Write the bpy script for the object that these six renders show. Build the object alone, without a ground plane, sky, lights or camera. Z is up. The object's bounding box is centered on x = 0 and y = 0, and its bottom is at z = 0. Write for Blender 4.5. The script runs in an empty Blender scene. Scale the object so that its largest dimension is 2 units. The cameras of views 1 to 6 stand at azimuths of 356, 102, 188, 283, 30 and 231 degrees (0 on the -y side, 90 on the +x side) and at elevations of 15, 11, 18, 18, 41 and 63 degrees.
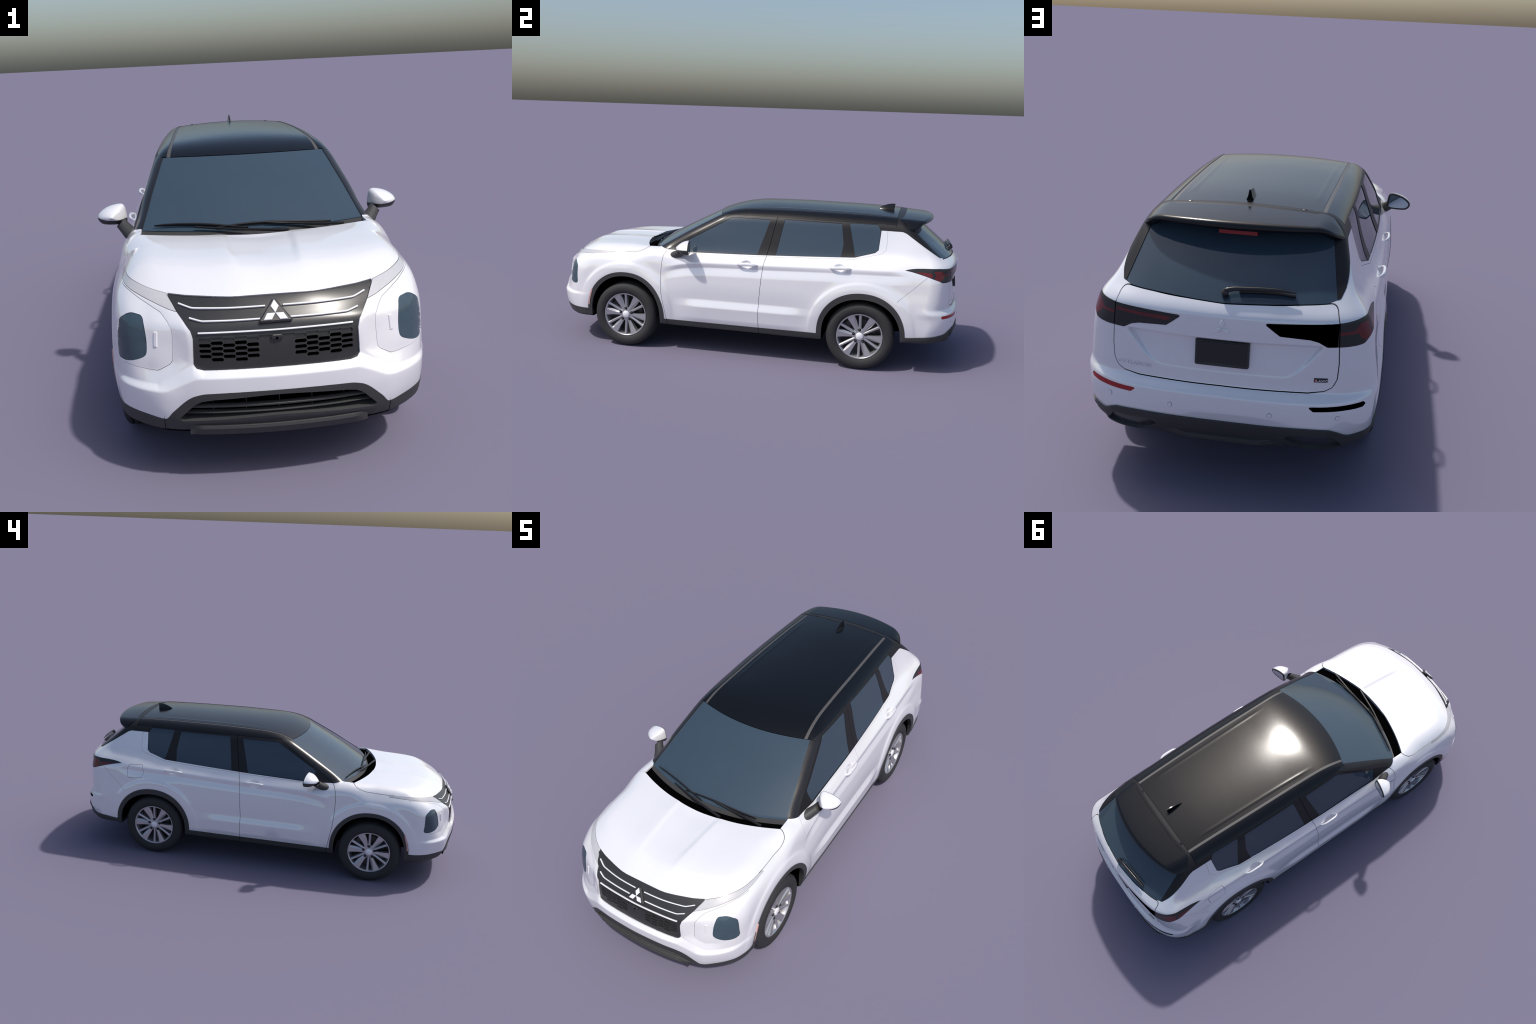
# White mid-size sport-utility car with a black roof.
# The body skin is the zero set of a few smooth "height curves" (side width, top
# profile, nose, tail); it is meshed, cut along panel outlines and split into parts.
import bpy, math
import numpy as np
from mathutils import Vector

# ------------------------------------------------------------------ maths
def sstep(a, b, x):
    t = np.clip((np.asarray(x, float) - a) / (b - a), 0, 1)
    return t * t * (3 - 2 * t)

def smax(a, b, k):
    h = np.maximum(k - np.abs(a - b), 0) / k
    return np.maximum(a, b) + h * h * k * 0.25

def smin(a, b, k):
    return -smax(-a, -b, k)

def pchip(xk, yk, x):
    xk, yk = np.asarray(xk, float), np.asarray(yk, float)
    h, d = np.diff(xk), np.diff(yk) / np.diff(xk)
    m = np.zeros_like(yk)
    if len(xk) > 2:
        w1, w2 = 2 * h[1:] + h[:-1], h[1:] + 2 * h[:-1]
        ok = d[:-1] * d[1:] > 0
        dd = np.where(ok, d[:-1] * d[1:], 1.0)
        m[1:-1] = np.where(ok, (w1 + w2) * dd / (w1 * d[1:] + w2 * d[:-1] + 1e-30 * (~ok)), 0)
    m[0], m[-1] = d[0], d[-1]
    x = np.asarray(x, float)
    i = np.clip(np.searchsorted(xk, x) - 1, 0, len(xk) - 2)
    t = (x - xk[i]) / h[i]
    lo, hi = t < 0, t > 1
    tc = np.clip(t, 0, 1)
    r = ((1 + 2 * tc) * (1 - tc) ** 2 * yk[i] + tc * (1 - tc) ** 2 * h[i] * m[i]
         + tc * tc * (3 - 2 * tc) * yk[i + 1] + tc * tc * (tc - 1) * h[i] * m[i + 1])
    return r + np.where(lo, (x - xk[0]) * m[0], 0) + np.where(hi, (x - xk[-1]) * m[-1], 0)

def blur(a, s, axis):
    if s < 0.3:
        return a
    n = int(3 * s) + 1
    k = np.exp(-0.5 * (np.arange(-n, n + 1) / s) ** 2)
    k /= k.sum()
    a = np.moveaxis(a, axis, 0)
    p = np.concatenate([2 * a[0] - a[1:n + 1][::-1], a, 2 * a[-1] - a[-n - 1:-1][::-1]])
    out = sum(k[i] * p[i:i + len(a)] for i in range(2 * n + 1))
    return np.moveaxis(out, 0, axis)

class Table:
    """Smooth function of two variables kept on a fine grid, read bicubically."""
    def __init__(self, u0, u1, v0, v1, step):
        self.u0, self.v0, self.s = u0, v0, step
        self.u = np.arange(u0, u1 + step, step)
        self.v = np.arange(v0, v1 + step, step)
        self.d = None
    def __call__(self, u, v):
        fu = np.clip((u - self.u0) / self.s, 1.001, len(self.u) - 2.002)
        fv = np.clip((v - self.v0) / self.s, 1.001, len(self.v) - 2.002)
        iu, iv = fu.astype(int), fv.astype(int)
        tu, tv = fu - iu, fv - iv
        def w(t):
            return (-.5 * t + t * t - .5 * t ** 3, 1 - 2.5 * t * t + 1.5 * t ** 3,
                    .5 * t + 2 * t * t - 1.5 * t ** 3, -.5 * t * t + .5 * t ** 3)
        wu, wv = w(tu), w(tv)
        out, m, flat = 0, len(self.v), self.d.ravel()
        base = (iu - 1) * m + iv - 1
        for a in range(4):
            row = 0
            for b in range(4):
                row = row + wv[b] * flat[base + a * m + b]
            out = out + wu[a] * row
        return out

def poly_sdf(px, py, pts, r=0.0):
    """Signed distance to a closed polygon with corners rounded by r."""
    pts = np.asarray(pts, float)
    if r > 0:
        pts = inset(pts, r)
    d = np.full(px.shape, 1e9)
    s = np.ones(px.shape)
    n = len(pts)
    for i in range(n):
        ax, ay = pts[i]
        bx, by = pts[i - 1]
        ex, ey, wx, wy = bx - ax, by - ay, px - ax, py - ay
        t = np.clip((wx * ex + wy * ey) / (ex * ex + ey * ey + 1e-12), 0, 1)
        d = np.minimum(d, (wx - ex * t) ** 2 + (wy - ey * t) ** 2)
        c1, c2, c3 = py >= ay, py < by, ex * wy > ey * wx
        s = np.where((c1 & c2 & c3) | (~c1 & ~c2 & ~c3), -s, s)
    return s * np.sqrt(d) - r

def inset(pts, r):
    area = sum(a[0] * b[1] - b[0] * a[1] for a, b in zip(pts, np.roll(pts, -1, 0)))
    sg = 1 if area > 0 else -1
    out = []
    for p, q, n in zip(np.roll(pts, 1, 0), pts, np.roll(pts, -1, 0)):
        d1, d2 = (q - p) / np.linalg.norm(q - p), (n - q) / np.linalg.norm(n - q)
        n1, n2 = sg * np.array([-d1[1], d1[0]]), sg * np.array([-d2[1], d2[0]])
        b = n1 + n2
        out.append(q + b * (r / max(0.35, (1 + n1 @ n2))))
    return np.array(out)

def line_dist(px, py, pts):
    """Distance to an open polyline."""
    d = np.full(px.shape, 1e9)
    for (ax, ay), (bx, by) in zip(pts[:-1], pts[1:]):
        ex, ey, wx, wy = bx - ax, by - ay, px - ax, py - ay
        t = np.clip((wx * ex + wy * ey) / (ex * ex + ey * ey + 1e-12), 0, 1)
        d = np.minimum(d, (wx - ex * t) ** 2 + (wy - ey * t) ** 2)
    return np.sqrt(d)

def line_side(px, py, pts):
    """Signed distance to an open polyline (sign = side of the nearest segment)."""
    d, s = np.full(px.shape, 1e9), np.ones(px.shape)
    for (ax, ay), (bx, by) in zip(pts[:-1], pts[1:]):
        ex, ey, wx, wy = bx - ax, by - ay, px - ax, py - ay
        t = np.clip((wx * ex + wy * ey) / (ex * ex + ey * ey + 1e-12), 0, 1)
        q = (wx - ex * t) ** 2 + (wy - ey * t) ** 2
        near = q < d
        d = np.where(near, q, d)
        s = np.where(near, np.where(ex * wy - ey * wx >= 0, 1.0, -1.0), s)
    return s * np.sqrt(d)

def smooth_closed(pts, n=6, tight=.5):
    """Closed Catmull-Rom curve through the control points."""
    p = np.asarray(pts, float)
    a, b, c, d = np.roll(p, 1, 0), p, np.roll(p, -1, 0), np.roll(p, -2, 0)
    t = (np.arange(n) / n)[None, :, None]
    m0, m1 = (tight * (c - a))[:, None], (tight * (d - b))[:, None]
    b, c = b[:, None], c[:, None]
    q = (2 * t ** 3 - 3 * t * t + 1) * b + (t ** 3 - 2 * t * t + t) * m0 + (-2 * t ** 3 + 3 * t * t) * c + (t ** 3 - t * t) * m1
    return q.reshape(-1, 2)

def smooth_line(pts, n=60):
    """Round a control polyline into a smooth curve."""
    pts = np.asarray(pts, float)
    s = np.concatenate([[0], np.cumsum(np.linalg.norm(np.diff(pts, axis=0), axis=1))])
    t = np.linspace(0, s[-1], n)
    return np.stack([pchip(s, pts[:, k], t) for k in range(pts.shape[1])], 1)

# ------------------------------------------------------------------ body curves
FRONT_HUB, REAR_HUB, HUB_Z = -0.589, 0.561, 0.1575

# half width of the car at heights z, along y  (rail: [(y, z, x), ...])
RAILS = [
    [(-1.02, .10, .360), (-.80, .10, .366), (-.4, .10, .366), (.36, .10, .366), (.76, .10, .372), (1.02, .10, .352)],
    [(-1.02, .155, .364), (-.80, .155, .374), (-.4, .155, .383), (.36, .155, .383), (.76, .155, .380), (1.02, .155, .355)],
    [(-1.02, .22, .366), (-.80, .22, .377), (-.38, .22, .389), (0, .22, .387), (.36, .22, .386), (.76, .22, .384), (.9, .22, .377), (1.02, .22, .358)],
    [(-1.02, .30, .366), (-.80, .30, .377), (-.36, .30, .392), (0, .30, .391), (.36, .30, .390), (.76, .30, .384), (.9, .30, .379), (1.02, .30, .360)],
    [(-1.02, .38, .364), (-.80, .38, .376), (-.4, .38, .385), (0, .38, .387), (.36, .38, .386), (.76, .38, .375), (.9, .38, .370), (1.02, .38, .350)],
    [(-1.02, .43, .365), (-.80, .43, .377), (-.4, .435, .380), (0, .44, .379), (.36, .445, .378), (.76, .45, .366), (.9, .45, .360), (1.02, .45, .335)],
    [(-1.02, .455, .352), (-.80, .455, .366), (-.62, .458, .371), (-.45, .465, .373), (-.3, .468, .366), (0, .474, .363), (.36, .482, .358), (.6, .486, .352), (.76, .49, .349), (.9, .49, .344), (1.02, .49, .315)],
    [(-1.02, .50, .356), (-.60, .50, .372), (-.47, .50, .358), (-.40, .497, .340), (-.27, .491, .346), (0, .500, .346), (.2, .506, .342), (.45, .518, .329), (.62, .535, .313), (.76, .535, .317), (.9, .535, .306), (1.02, .535, .29)],
    [(-1.02, .58, .35), (-.60, .58, .345), (-.40, .58, .305), (-.27, .58, .312), (0, .58, .314), (.2, .58, .312), (.45, .58, .304), (.62, .58, .296), (.76, .58, .297), (.9, .58, .281), (1.02, .58, .26)],
    [(-1.02, .672, .30), (-.60, .672, .285), (-.40, .672, .270), (-.14, .672, .278), (0, .672, .281), (.2, .672, .280), (.45, .672, .274), (.62, .672, .266), (.76, .672, .259), (.9, .672, .238), (1.02, .672, .22)],
    [(-1.02, .74, .27), (-.40, .74, .245), (-.14, .74, .250), (0, .74, .252), (.2, .74, .250), (.45, .74, .243), (.62, .74, .236), (.76, .74, .226), (.9, .74, .21), (1.02, .74, .19)],
]

def ellipse_r(y, z, yc, zc, a, b, p=2.15):
    zz = np.maximum(z - zc, 0)
    return (np.abs((y - yc) / a) ** p + np.abs(zz / b) ** p) ** (1 / p)

ARCHES = {  # (centre y, centre z, half length, height) of outer and inner cladding edges
    "front": ((-.586, .165, .199, .208), (-.586, .165, .178, .188)),
    "rear": ((.563, .165, .203, .199), (.564, .165, .181, .171)),
}
HANDLES = [(.020, .4535), (.457, .468)]

def width_table():
    t = Table(-1.04, 1.04, .06, .78, .0025)
    rails = [(pchip([p[0] for p in r], [p[1] for p in r], t.u), pchip([p[0] for p in r], [p[2] for p in r], t.u)) for r in RAILS]
    d = np.empty((len(t.u), len(t.v)))
    for i in range(len(t.u)):
        d[i] = pchip([r[0][i] for r in rails], [r[1][i] for r in rails], t.v)
    d = blur(blur(d, 9, 0), 4, 1)
    Y, Z = np.meshgrid(t.u, t.v, indexing="ij")
    # shoulder crease: a lip at handle height with a soft hollow under it
    zs = pchip([-.42, -.387, -.306, -.212, -.041, .109, .395, .65, .78, .9], [.402, .411, .431, .443, .450, .454, .464, .469, .471, .47], Y)
    q = (zs - Z)
    win = sstep(-.42, -.30, Y) * (1 - sstep(.66, .80, Y))
    d += win * (-.0062) * np.clip(q / .020, 0, 1) * (1 - sstep(.018, .062, q))
    d += win * .0022 * np.exp(-(q / .014) ** 2) * (q < 0) + win * .0022 * (q >= 0) * (1 - np.clip(q / .020, 0, 1))
    # lower door crease: a scoop that turns out again above the sill
    zc = .235 + 0 * Y
    q = Z - zc
    win = sstep(-.36, -.20, Y) * (1 - sstep(.20, .37, Y))
    d += win * (.0095 * np.clip(1 - q / .036, 0, 1) * (1 - .35 * np.clip(-q / .05, 0, 1)) * sstep(-.090, -.050, q) - .003 * sstep(.0, .034, q) * (1 - sstep(.034, .12, q)))
    # bulges around the wheel openings
    for k, (o, i_) in ARCHES.items():
        r = ellipse_r(Y, Z, *o)
        dist = (r - 1) * .2
        up = sstep(.12, .26, Z)
        bulge = .0056 * (1 - sstep(.0, .075, dist)) + .0035 * (1 - sstep(.034, .052, dist))
        bulge = bulge * (1 - .6 * sstep(.02, -.05, dist))
        d += bulge * up
    # finger bowls behind the door handles
    for yh, zh in HANDLES:
        e = np.sqrt(((Y - yh + .004) / .034) ** 2 + ((Z - zh + .001) / .021) ** 2)
        d += -.010 * (1 - sstep(.35, 1.0, e))
    # rear bumper shoulder running round the corner
    d += .006 * np.exp(-((Z - .290) / .020) ** 2) * sstep(.78, .90, Y)
    t.d = blur(blur(d, .8, 0), .7, 1)
    return t

# nose: y of the front face over x (columns) at heights z (rows)
NOSE_X = [0, .06, .12, .18, .22, .26, .30, .34, .37, .40, .45]
NOSE = [
    (.53, [-.80, -.80, -.79, -.77, -.75, -.725, -.69, -.64, -.58, -.51, -.40]),
    (.47, [-.885, -.883, -.875, -.860, -.848, -.830, -.802, -.762, -.70, -.62, -.49]),
    (.445, [-.921, -.919, -.912, -.899, -.888, -.873, -.849, -.811, -.757, -.68, -.55]),
    (.41, [-.951, -.948, -.942, -.931, -.919, -.905, -.885, -.859, -.817, -.74, -.61]),
    (.38, [-.972, -.970, -.966, -.959, -.948, -.930, -.906, -.875, -.838, -.76, -.63]),
    (.34, [-.981, -.979, -.975, -.967, -.953, -.938, -.915, -.882, -.842, -.765, -.635]),
    (.305, [-.985, -.983, -.978, -.968, -.957, -.944, -.922, -.885, -.843, -.765, -.635]),
    (.275, [-.987, -.985, -.981, -.972, -.960, -.947, -.924, -.888, -.845, -.765, -.635]),
    (.24, [-.986, -.984, -.980, -.971, -.960, -.950, -.927, -.890, -.846, -.765, -.635]),
    (.20, [-.981, -.979, -.974, -.965, -.956, -.946, -.921, -.883, -.840, -.76, -.635]),
    (.165, [-.973, -.971, -.966, -.957, -.949, -.937, -.909, -.871, -.829, -.75, -.62]),
    (.13, [-.950, -.949, -.945, -.938, -.931, -.918, -.891, -.853, -.811, -.735, -.60]),
    (.08, [-.89, -.89, -.885, -.88, -.87, -.855, -.825, -.79, -.75, -.68, -.56]),
]
# tail: y of the rear face
TAIL_X = [0, .06, .12, .18, .22, .26, .30, .34, .37, .40, .45]
TAIL = [
    (.08, [.90, .90, .90, .895, .89, .88, .865, .84, .81, .77, .70]),
    (.13, [.950, .950, .950, .948, .946, .939, .921, .890, .857, .80, .72]),
    (.16, [.970, .970, .970, .969, .967, .961, .944, .912, .880, .82, .74]),
    (.19, [.984, .984, .984, .983, .980, .973, .953, .923, .890, .835, .755]),
    (.215, [.991, .991, .991, .989, .985, .978, .961, .936, .903, .845, .765]),
    (.25, [.999, .999, .997, .992, .987, .979, .964, .941, .909, .855, .775]),
    (.285, [.999, .999, .996, .990, .984, .975, .960, .936, .905, .855, .77]),
    (.306, [.980, .979, .975, .969, .964, .957, .944, .921, .889, .835, .755]),
    (.33, [.977, .976, .973, .967, .962, .956, .946, .923, .890, .83, .75]),
    (.38, [.980, .979, .976, .969, .964, .957, .945, .922, .887, .825, .74]),
    (.43, [.982, .981, .977, .970, .965, .957, .944, .918, .879, .81, .72]),
    (.465, [.985, .983, .979, .971, .964, .955, .938, .905, .858, .785, .70]),
    (.490, [.984, .982, .977, .969, .962, .952, .934, .898, .846, .775, .69]),
    (.507, [.973, .971, .966, .957, .949, .938, .917, .877, .82, .76, .68]),
    (.520, [.959, .957, .952, .942, .934, .920, .899, .860, .805, .745, .66]),
    (.625, [.833, .831, .826, .815, .806, .793, .772, .735, .685, .63, .55]),
    (.74, [.690, .688, .683, .672, .663, .650, .629, .592, .54, .485, .405]),
]

def face_table(xs, rows):
    t = Table(-.03, .46, .07, .76, .0025)
    zz = [r[0] for r in rows]
    order = np.argsort(zz)
    xk = [-x for x in xs[:0:-1]] + list(xs)
    cols = np.array([pchip(xk, list(rows[i][1][:0:-1]) + list(rows[i][1]), t.u) for i in order])
    d = np.stack([pchip(np.array(zz)[order], cols[:, i], t.v) for i in range(len(t.u))])
    t.d = d
    return t

PANEL_OUT = [(.352, .452), (.216, .4125), (.207, .392), (.198, .369), (.196, .336), (.198, .305), (.235, .275), (.271, .252), (.300, .251), (.355, .250), (.42, .26), (.42, .44)]
PANEL_IN = [(.352, .447), (.324, .4395), (.287, .425), (.256, .410), (.240, .392), (.232, .377), (.231, .358), (.234, .307), (.241, .298), (.269, .2815), (.290, .2815), (.327, .285), (.42, .29), (.42, .43)]
RECESS = [(-.249, .430), (.249, .430), (.195, .363), (.172, .345), (.152, .340), (-.152, .340), (-.172, .345), (-.195, .363)]

def nose_table():
    t = face_table(NOSE_X, NOSE)
    t.d = blur(blur(t.d, 4, 0), 2, 1)
    X, Z = np.meshgrid(t.u, t.v, indexing="ij")
    # lamp pocket: chamfered step around the head-lamp panel
    a = poly_sdf(np.abs(X), Z, PANEL_OUT, .006)
    b = poly_sdf(np.abs(X), Z, PANEL_IN, .012)
    ramp = np.clip(-a / np.maximum(1e-4, -a + np.maximum(b, 0)), 0, 1) * (a < 0)
    ramp = np.where(b < 0, 1.0, ramp)
    t.d += .009 * blur(blur(ramp, .6, 0), .6, 1) * (1 - sstep(.38, .44, Z) * .8) * (1 - sstep(.285, .34, np.abs(X)))
    # bumper ledge below grille and pocket: faces the sky, then a crease, then vertical
    ax = np.abs(X)
    ledge = np.interp(ax, [0, .165, .19, .235, .271, .30, .36, .46], [.2895, .2895, .3010, .2750, .2525, .2515, .2510, .260])
    crease = np.interp(ax, [0, .172, .182, .248, .258, .40], [.2750, .2750, .2740, .2430, .2410, .2380])
    t.d -= .0132 * np.clip((ledge - Z) / np.maximum(ledge - crease, .004), 0, 1)
    t.d = blur(blur(t.d, .7, 0), .7, 1)
    return t

def tail_table():
    t = face_table(TAIL_X, TAIL)
    t.d = blur(blur(t.d, 5, 0), 2, 1)
    X, Z = np.meshgrid(t.u, t.v, indexing="ij")
    a = poly_sdf(X, Z, RECESS, .004)
    depth = .015 * sstep(.335, .428, Z) + .002
    t.d -= depth * sstep(.001, -.006, a)
    t.d = blur(blur(t.d, .8, 0), .8, 1)
    return t

PROFILE = [(-1.06, .405), (-.96, .430), (-.922, .4475), (-.90, .4610), (-.87, .4755), (-.83, .4870), (-.78, .4940), (-.70, .4980), (-.63, .5000), (-.565, .4995)]
GLASS = [(-.505, .5005), (-.42, .5515), (-.33, .600), (-.25, .6405), (-.188, .671)]
ROOF = [(-.188, .671), (-.15, .6855), (-.10, .699), (-.05, .707), (0, .7115), (.08, .715), (.2, .7165), (.4, .715), (.55, .7125), (.69, .7065), (.80, .6985), (.87, .6905), (1.04, .665)]
SWEEP = .78

def top_table():
    """Height of bonnet, windscreen and roof over (x, y)."""
    t = Table(-.03, .46, -1.06, 1.06, .0025)
    X, Y = np.meshgrid(t.u, t.v, indexing="ij")
    S = Y - SWEEP * X * X * (1 - sstep(.0, .4, Y))
    yy = np.linspace(-1.2, 1.1, 1841)
    hood = pchip([p[0] for p in PROFILE], [p[1] for p in PROFILE], yy)
    upper = pchip([p[0] for p in GLASS + ROOF[1:]], [p[1] for p in GLASS + ROOF[1:]], yy)
    hood = np.where(yy > -.565, .4995, hood)
    upper = np.where(yy < -.505, .5005 + (yy + .505) * .60, upper)
    hood, upper = blur(hood, 8, 0), blur(upper, 14, 0)
    prof = smax(hood, upper, .006)
    z = np.interp(S, yy, prof)
    ax = np.abs(X)
    hood_w0 = 1 - sstep(-.60, -.53, S)
    z += hood_w0 * .004 * np.exp(-((ax - .085) / .05) ** 2)
    crown = .04 + .21 * sstep(-.16, .12, Y)
    roofness = sstep(-.52, -.40, S)
    z -= crown * X * X * roofness
    # bonnet: sunken middle panel between two creases, sides falling gently
    hood_w = 1 - sstep(-.60, -.53, S)
    xc = pchip([-.95, -.87, -.63, -.55], [.064, .071, .088, .092], Y)
    z -= hood_w * .0050 * sstep(.010, -.014, ax - xc) * sstep(-.90, -.72, Y)
    z -= hood_w * .05 * np.maximum(ax - .22, 0) ** 1.5
    # pressed beads along the roof
    bead = pchip([-.1, .026, .62], [.214, .205, .186], Y)
    z += .0009 * np.exp(-((ax - bead + .008) / .006) ** 2) * sstep(-.02, .10, Y) * (1 - sstep(.55, .64, Y))
    t.d = blur(blur(z, 1, 0), 1, 1)
    return t

W_T, F_T, R_T, H_T = width_table(), nose_table(), tail_table(), top_table()

def blend_wh(y):
    return pchip([-1.1, -.6, -.46, -.38, -.16, 0, .5, .7, 1.1], [.10, .10, .042, .026, .03, .050, .050, .045, .04], y)

def body_terms(w, h, f, r, x, y, z):
    a = smax(x - w, (z - h) * .92, blend_wh(y))
    a = smax(a, (f - y) * .85, .024)
    a = smax(a, (y - r) * .85, .020)
    return smax(a, pchip([-1.1, -.95, -.80, -.40, .36, .74, .90, 1.1], [.124, .126, .133, .124, .121, .147, .150, .148], y) - z, .012)

def body(P):
    x, y, z = np.abs(P[:, 0]), P[:, 1], P[:, 2]
    return body_terms(W_T(y, z), H_T(x, y), F_T(x, z), R_T(x, z), x, y, z)

def body_grid(xs, ys, zs):
    ax = np.abs(xs)
    g = lambda T, a, b: T(*[q.ravel() for q in np.meshgrid(a, b, indexing="ij")]).reshape(len(a), len(b))
    w, h, f, r = g(W_T, ys, zs)[None], g(H_T, ax, ys)[:, :, None], g(F_T, ax, zs)[:, None, :], g(R_T, ax, zs)[:, None, :]
    return body_terms(w, h, f, r, ax[:, None, None], ys[None, :, None], zs[None, None, :])

# spoiler: roof surface carried on past the tail glass, with its own rear edge and underside
def spoiler_terms(w, h, x, y, z):
    back = .8585 - .80 * x * x
    a = smax(x - w + .001 + .10 * np.maximum(y - .75, 0), (z - h), .045)
    a = smax(a, (y - back) * .9, .016)
    wing = sstep(.205, .245, x)
    under = (.6725 + (y - back) * .22) * (1 - wing) + (.6800 + (y - back) * .62 - .012) * wing
    a = smax(a, (under - z) * .85, .012)
    return a

def spoiler(P):
    x, y, z = np.abs(P[:, 0]), P[:, 1], P[:, 2]
    return spoiler_terms(W_T(y, z), H_T(x, y), x, y, z)

# ------------------------------------------------------------------ mesher
class Tri:
    def __init__(self, V, T, fn):
        self.V, self.T, self.fn = V, T, fn

def grad(fn, P, e=.0012):
    g = np.empty_like(P)
    for k in range(3):
        d = np.zeros(3)
        d[k] = e
        g[:, k] = (fn(P + d) - fn(P - d)) / (2 * e)
    return g

def project(fn, P, steps=3, most=.006):
    for _ in range(steps):
        g = grad(fn, P)
        step = (fn(P) / np.maximum((g * g).sum(1), .2))[:, None] * g
        n = np.linalg.norm(step, axis=1, keepdims=True)
        P = P - step * np.minimum(1, most / np.maximum(n, 1e-9))
    return P

def nets(fn, lo, hi, h, grid=None):
    ax = [np.arange(lo[k], hi[k] + h, h) for k in range(3)]
    if grid:
        F = grid(*ax)
    else:
        G = np.stack(np.meshgrid(*ax, indexing="ij"), -1).reshape(-1, 3)
        F = fn(G).reshape([len(a) for a in ax])
    S = F < 0
    n = [len(a) for a in ax]
    c = np.zeros((n[0] - 1, n[1] - 1, n[2] - 1), np.int8)
    for i in (0, 1):
        for j in (0, 1):
            for k in (0, 1):
                c += S[i:n[0] - 1 + i, j:n[1] - 1 + j, k:n[2] - 1 + k]
    act = (c > 0) & (c < 8)
    idx = np.argwhere(act)
    vid = np.full(act.shape, -1, np.int64)
    vid[act] = np.arange(len(idx))
    acc, cnt = np.zeros((len(idx), 3)), np.zeros(len(idx))
    corners = [(i, j, k) for i in (0, 1) for j in (0, 1) for k in (0, 1)]
    val = {q: F[idx[:, 0] + q[0], idx[:, 1] + q[1], idx[:, 2] + q[2]] for q in corners}
    for a in corners:
        for k in range(3):
            if a[k]:
                continue
            b = tuple(1 if m == k else a[m] for m in range(3))
            cross = (val[a] < 0) != (val[b] < 0)
            t = np.where(cross, val[a] / np.where(cross, val[a] - val[b], 1), 0)
            p = np.tile(np.array(a, float), (len(idx), 1))
            p[:, k] += t
            acc += p * cross[:, None]
            cnt += cross
    V = np.array(lo) + (idx + acc / cnt[:, None]) * h
    quads = []
    for k in range(3):
        sl0 = [slice(1, -1)] * 3
        sl1 = [slice(1, -1)] * 3
        sl0[k], sl1[k] = slice(0, -1), slice(1, None)
        cr = np.argwhere(S[tuple(sl0)] != S[tuple(sl1)])
        if not len(cr):
            continue
        base = cr.copy()
        for m in range(3):
            if m != k:
                base[:, m] += 1
        m1, m2 = [(1, 2), (2, 0), (0, 1)][k]
        def cell(d1, d2):
            q = base.copy()
            q[:, m1] -= d1
            q[:, m2] -= d2
            return vid[q[:, 0], q[:, 1], q[:, 2]]
        quads.append(np.stack([cell(1, 1), cell(0, 1), cell(0, 0), cell(1, 0)], 1))
    Q = np.concatenate(quads)
    V = project(fn, V, 4)
    T = np.concatenate([Q[:, [0, 1, 2]], Q[:, [0, 2, 3]]])
    nrm = np.cross(V[T[:, 1]] - V[T[:, 0]], V[T[:, 2]] - V[T[:, 0]])
    g = grad(fn, V[T].mean(1))
    flip = (nrm * g).sum(1) < 0
    T[flip] = T[flip][:, ::-1]
    return Tri(V, T, fn)

def refine(M, where):
    """Split every triangle that lies in the region into four."""
    V, T = M.V, M.T
    tm = where(V)[T].all(1)
    H, keep = T[tm], T[~tm]
    if not len(H):
        return
    E = np.sort(np.concatenate([H[:, [0, 1]], H[:, [1, 2]], H[:, [2, 0]]]), 1)
    u, inv = np.unique(E[:, 0] * (len(V) + 1) + E[:, 1], return_inverse=True)
    a, b = u // (len(V) + 1), u % (len(V) + 1)
    m = len(H)
    ab, bc, ca = (len(V) + inv.reshape(3, m))
    M.V = np.concatenate([V, (V[a] + V[b]) / 2])
    M.T = np.concatenate([keep, np.stack([H[:, 0], ab, ca], 1), np.stack([ab, H[:, 1], bc], 1), np.stack([ca, bc, H[:, 2]], 1), np.stack([ab, bc, ca], 1)])
    M.V[len(V):] = project(M.fn, M.V[len(V):], 1, .0004)

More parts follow.
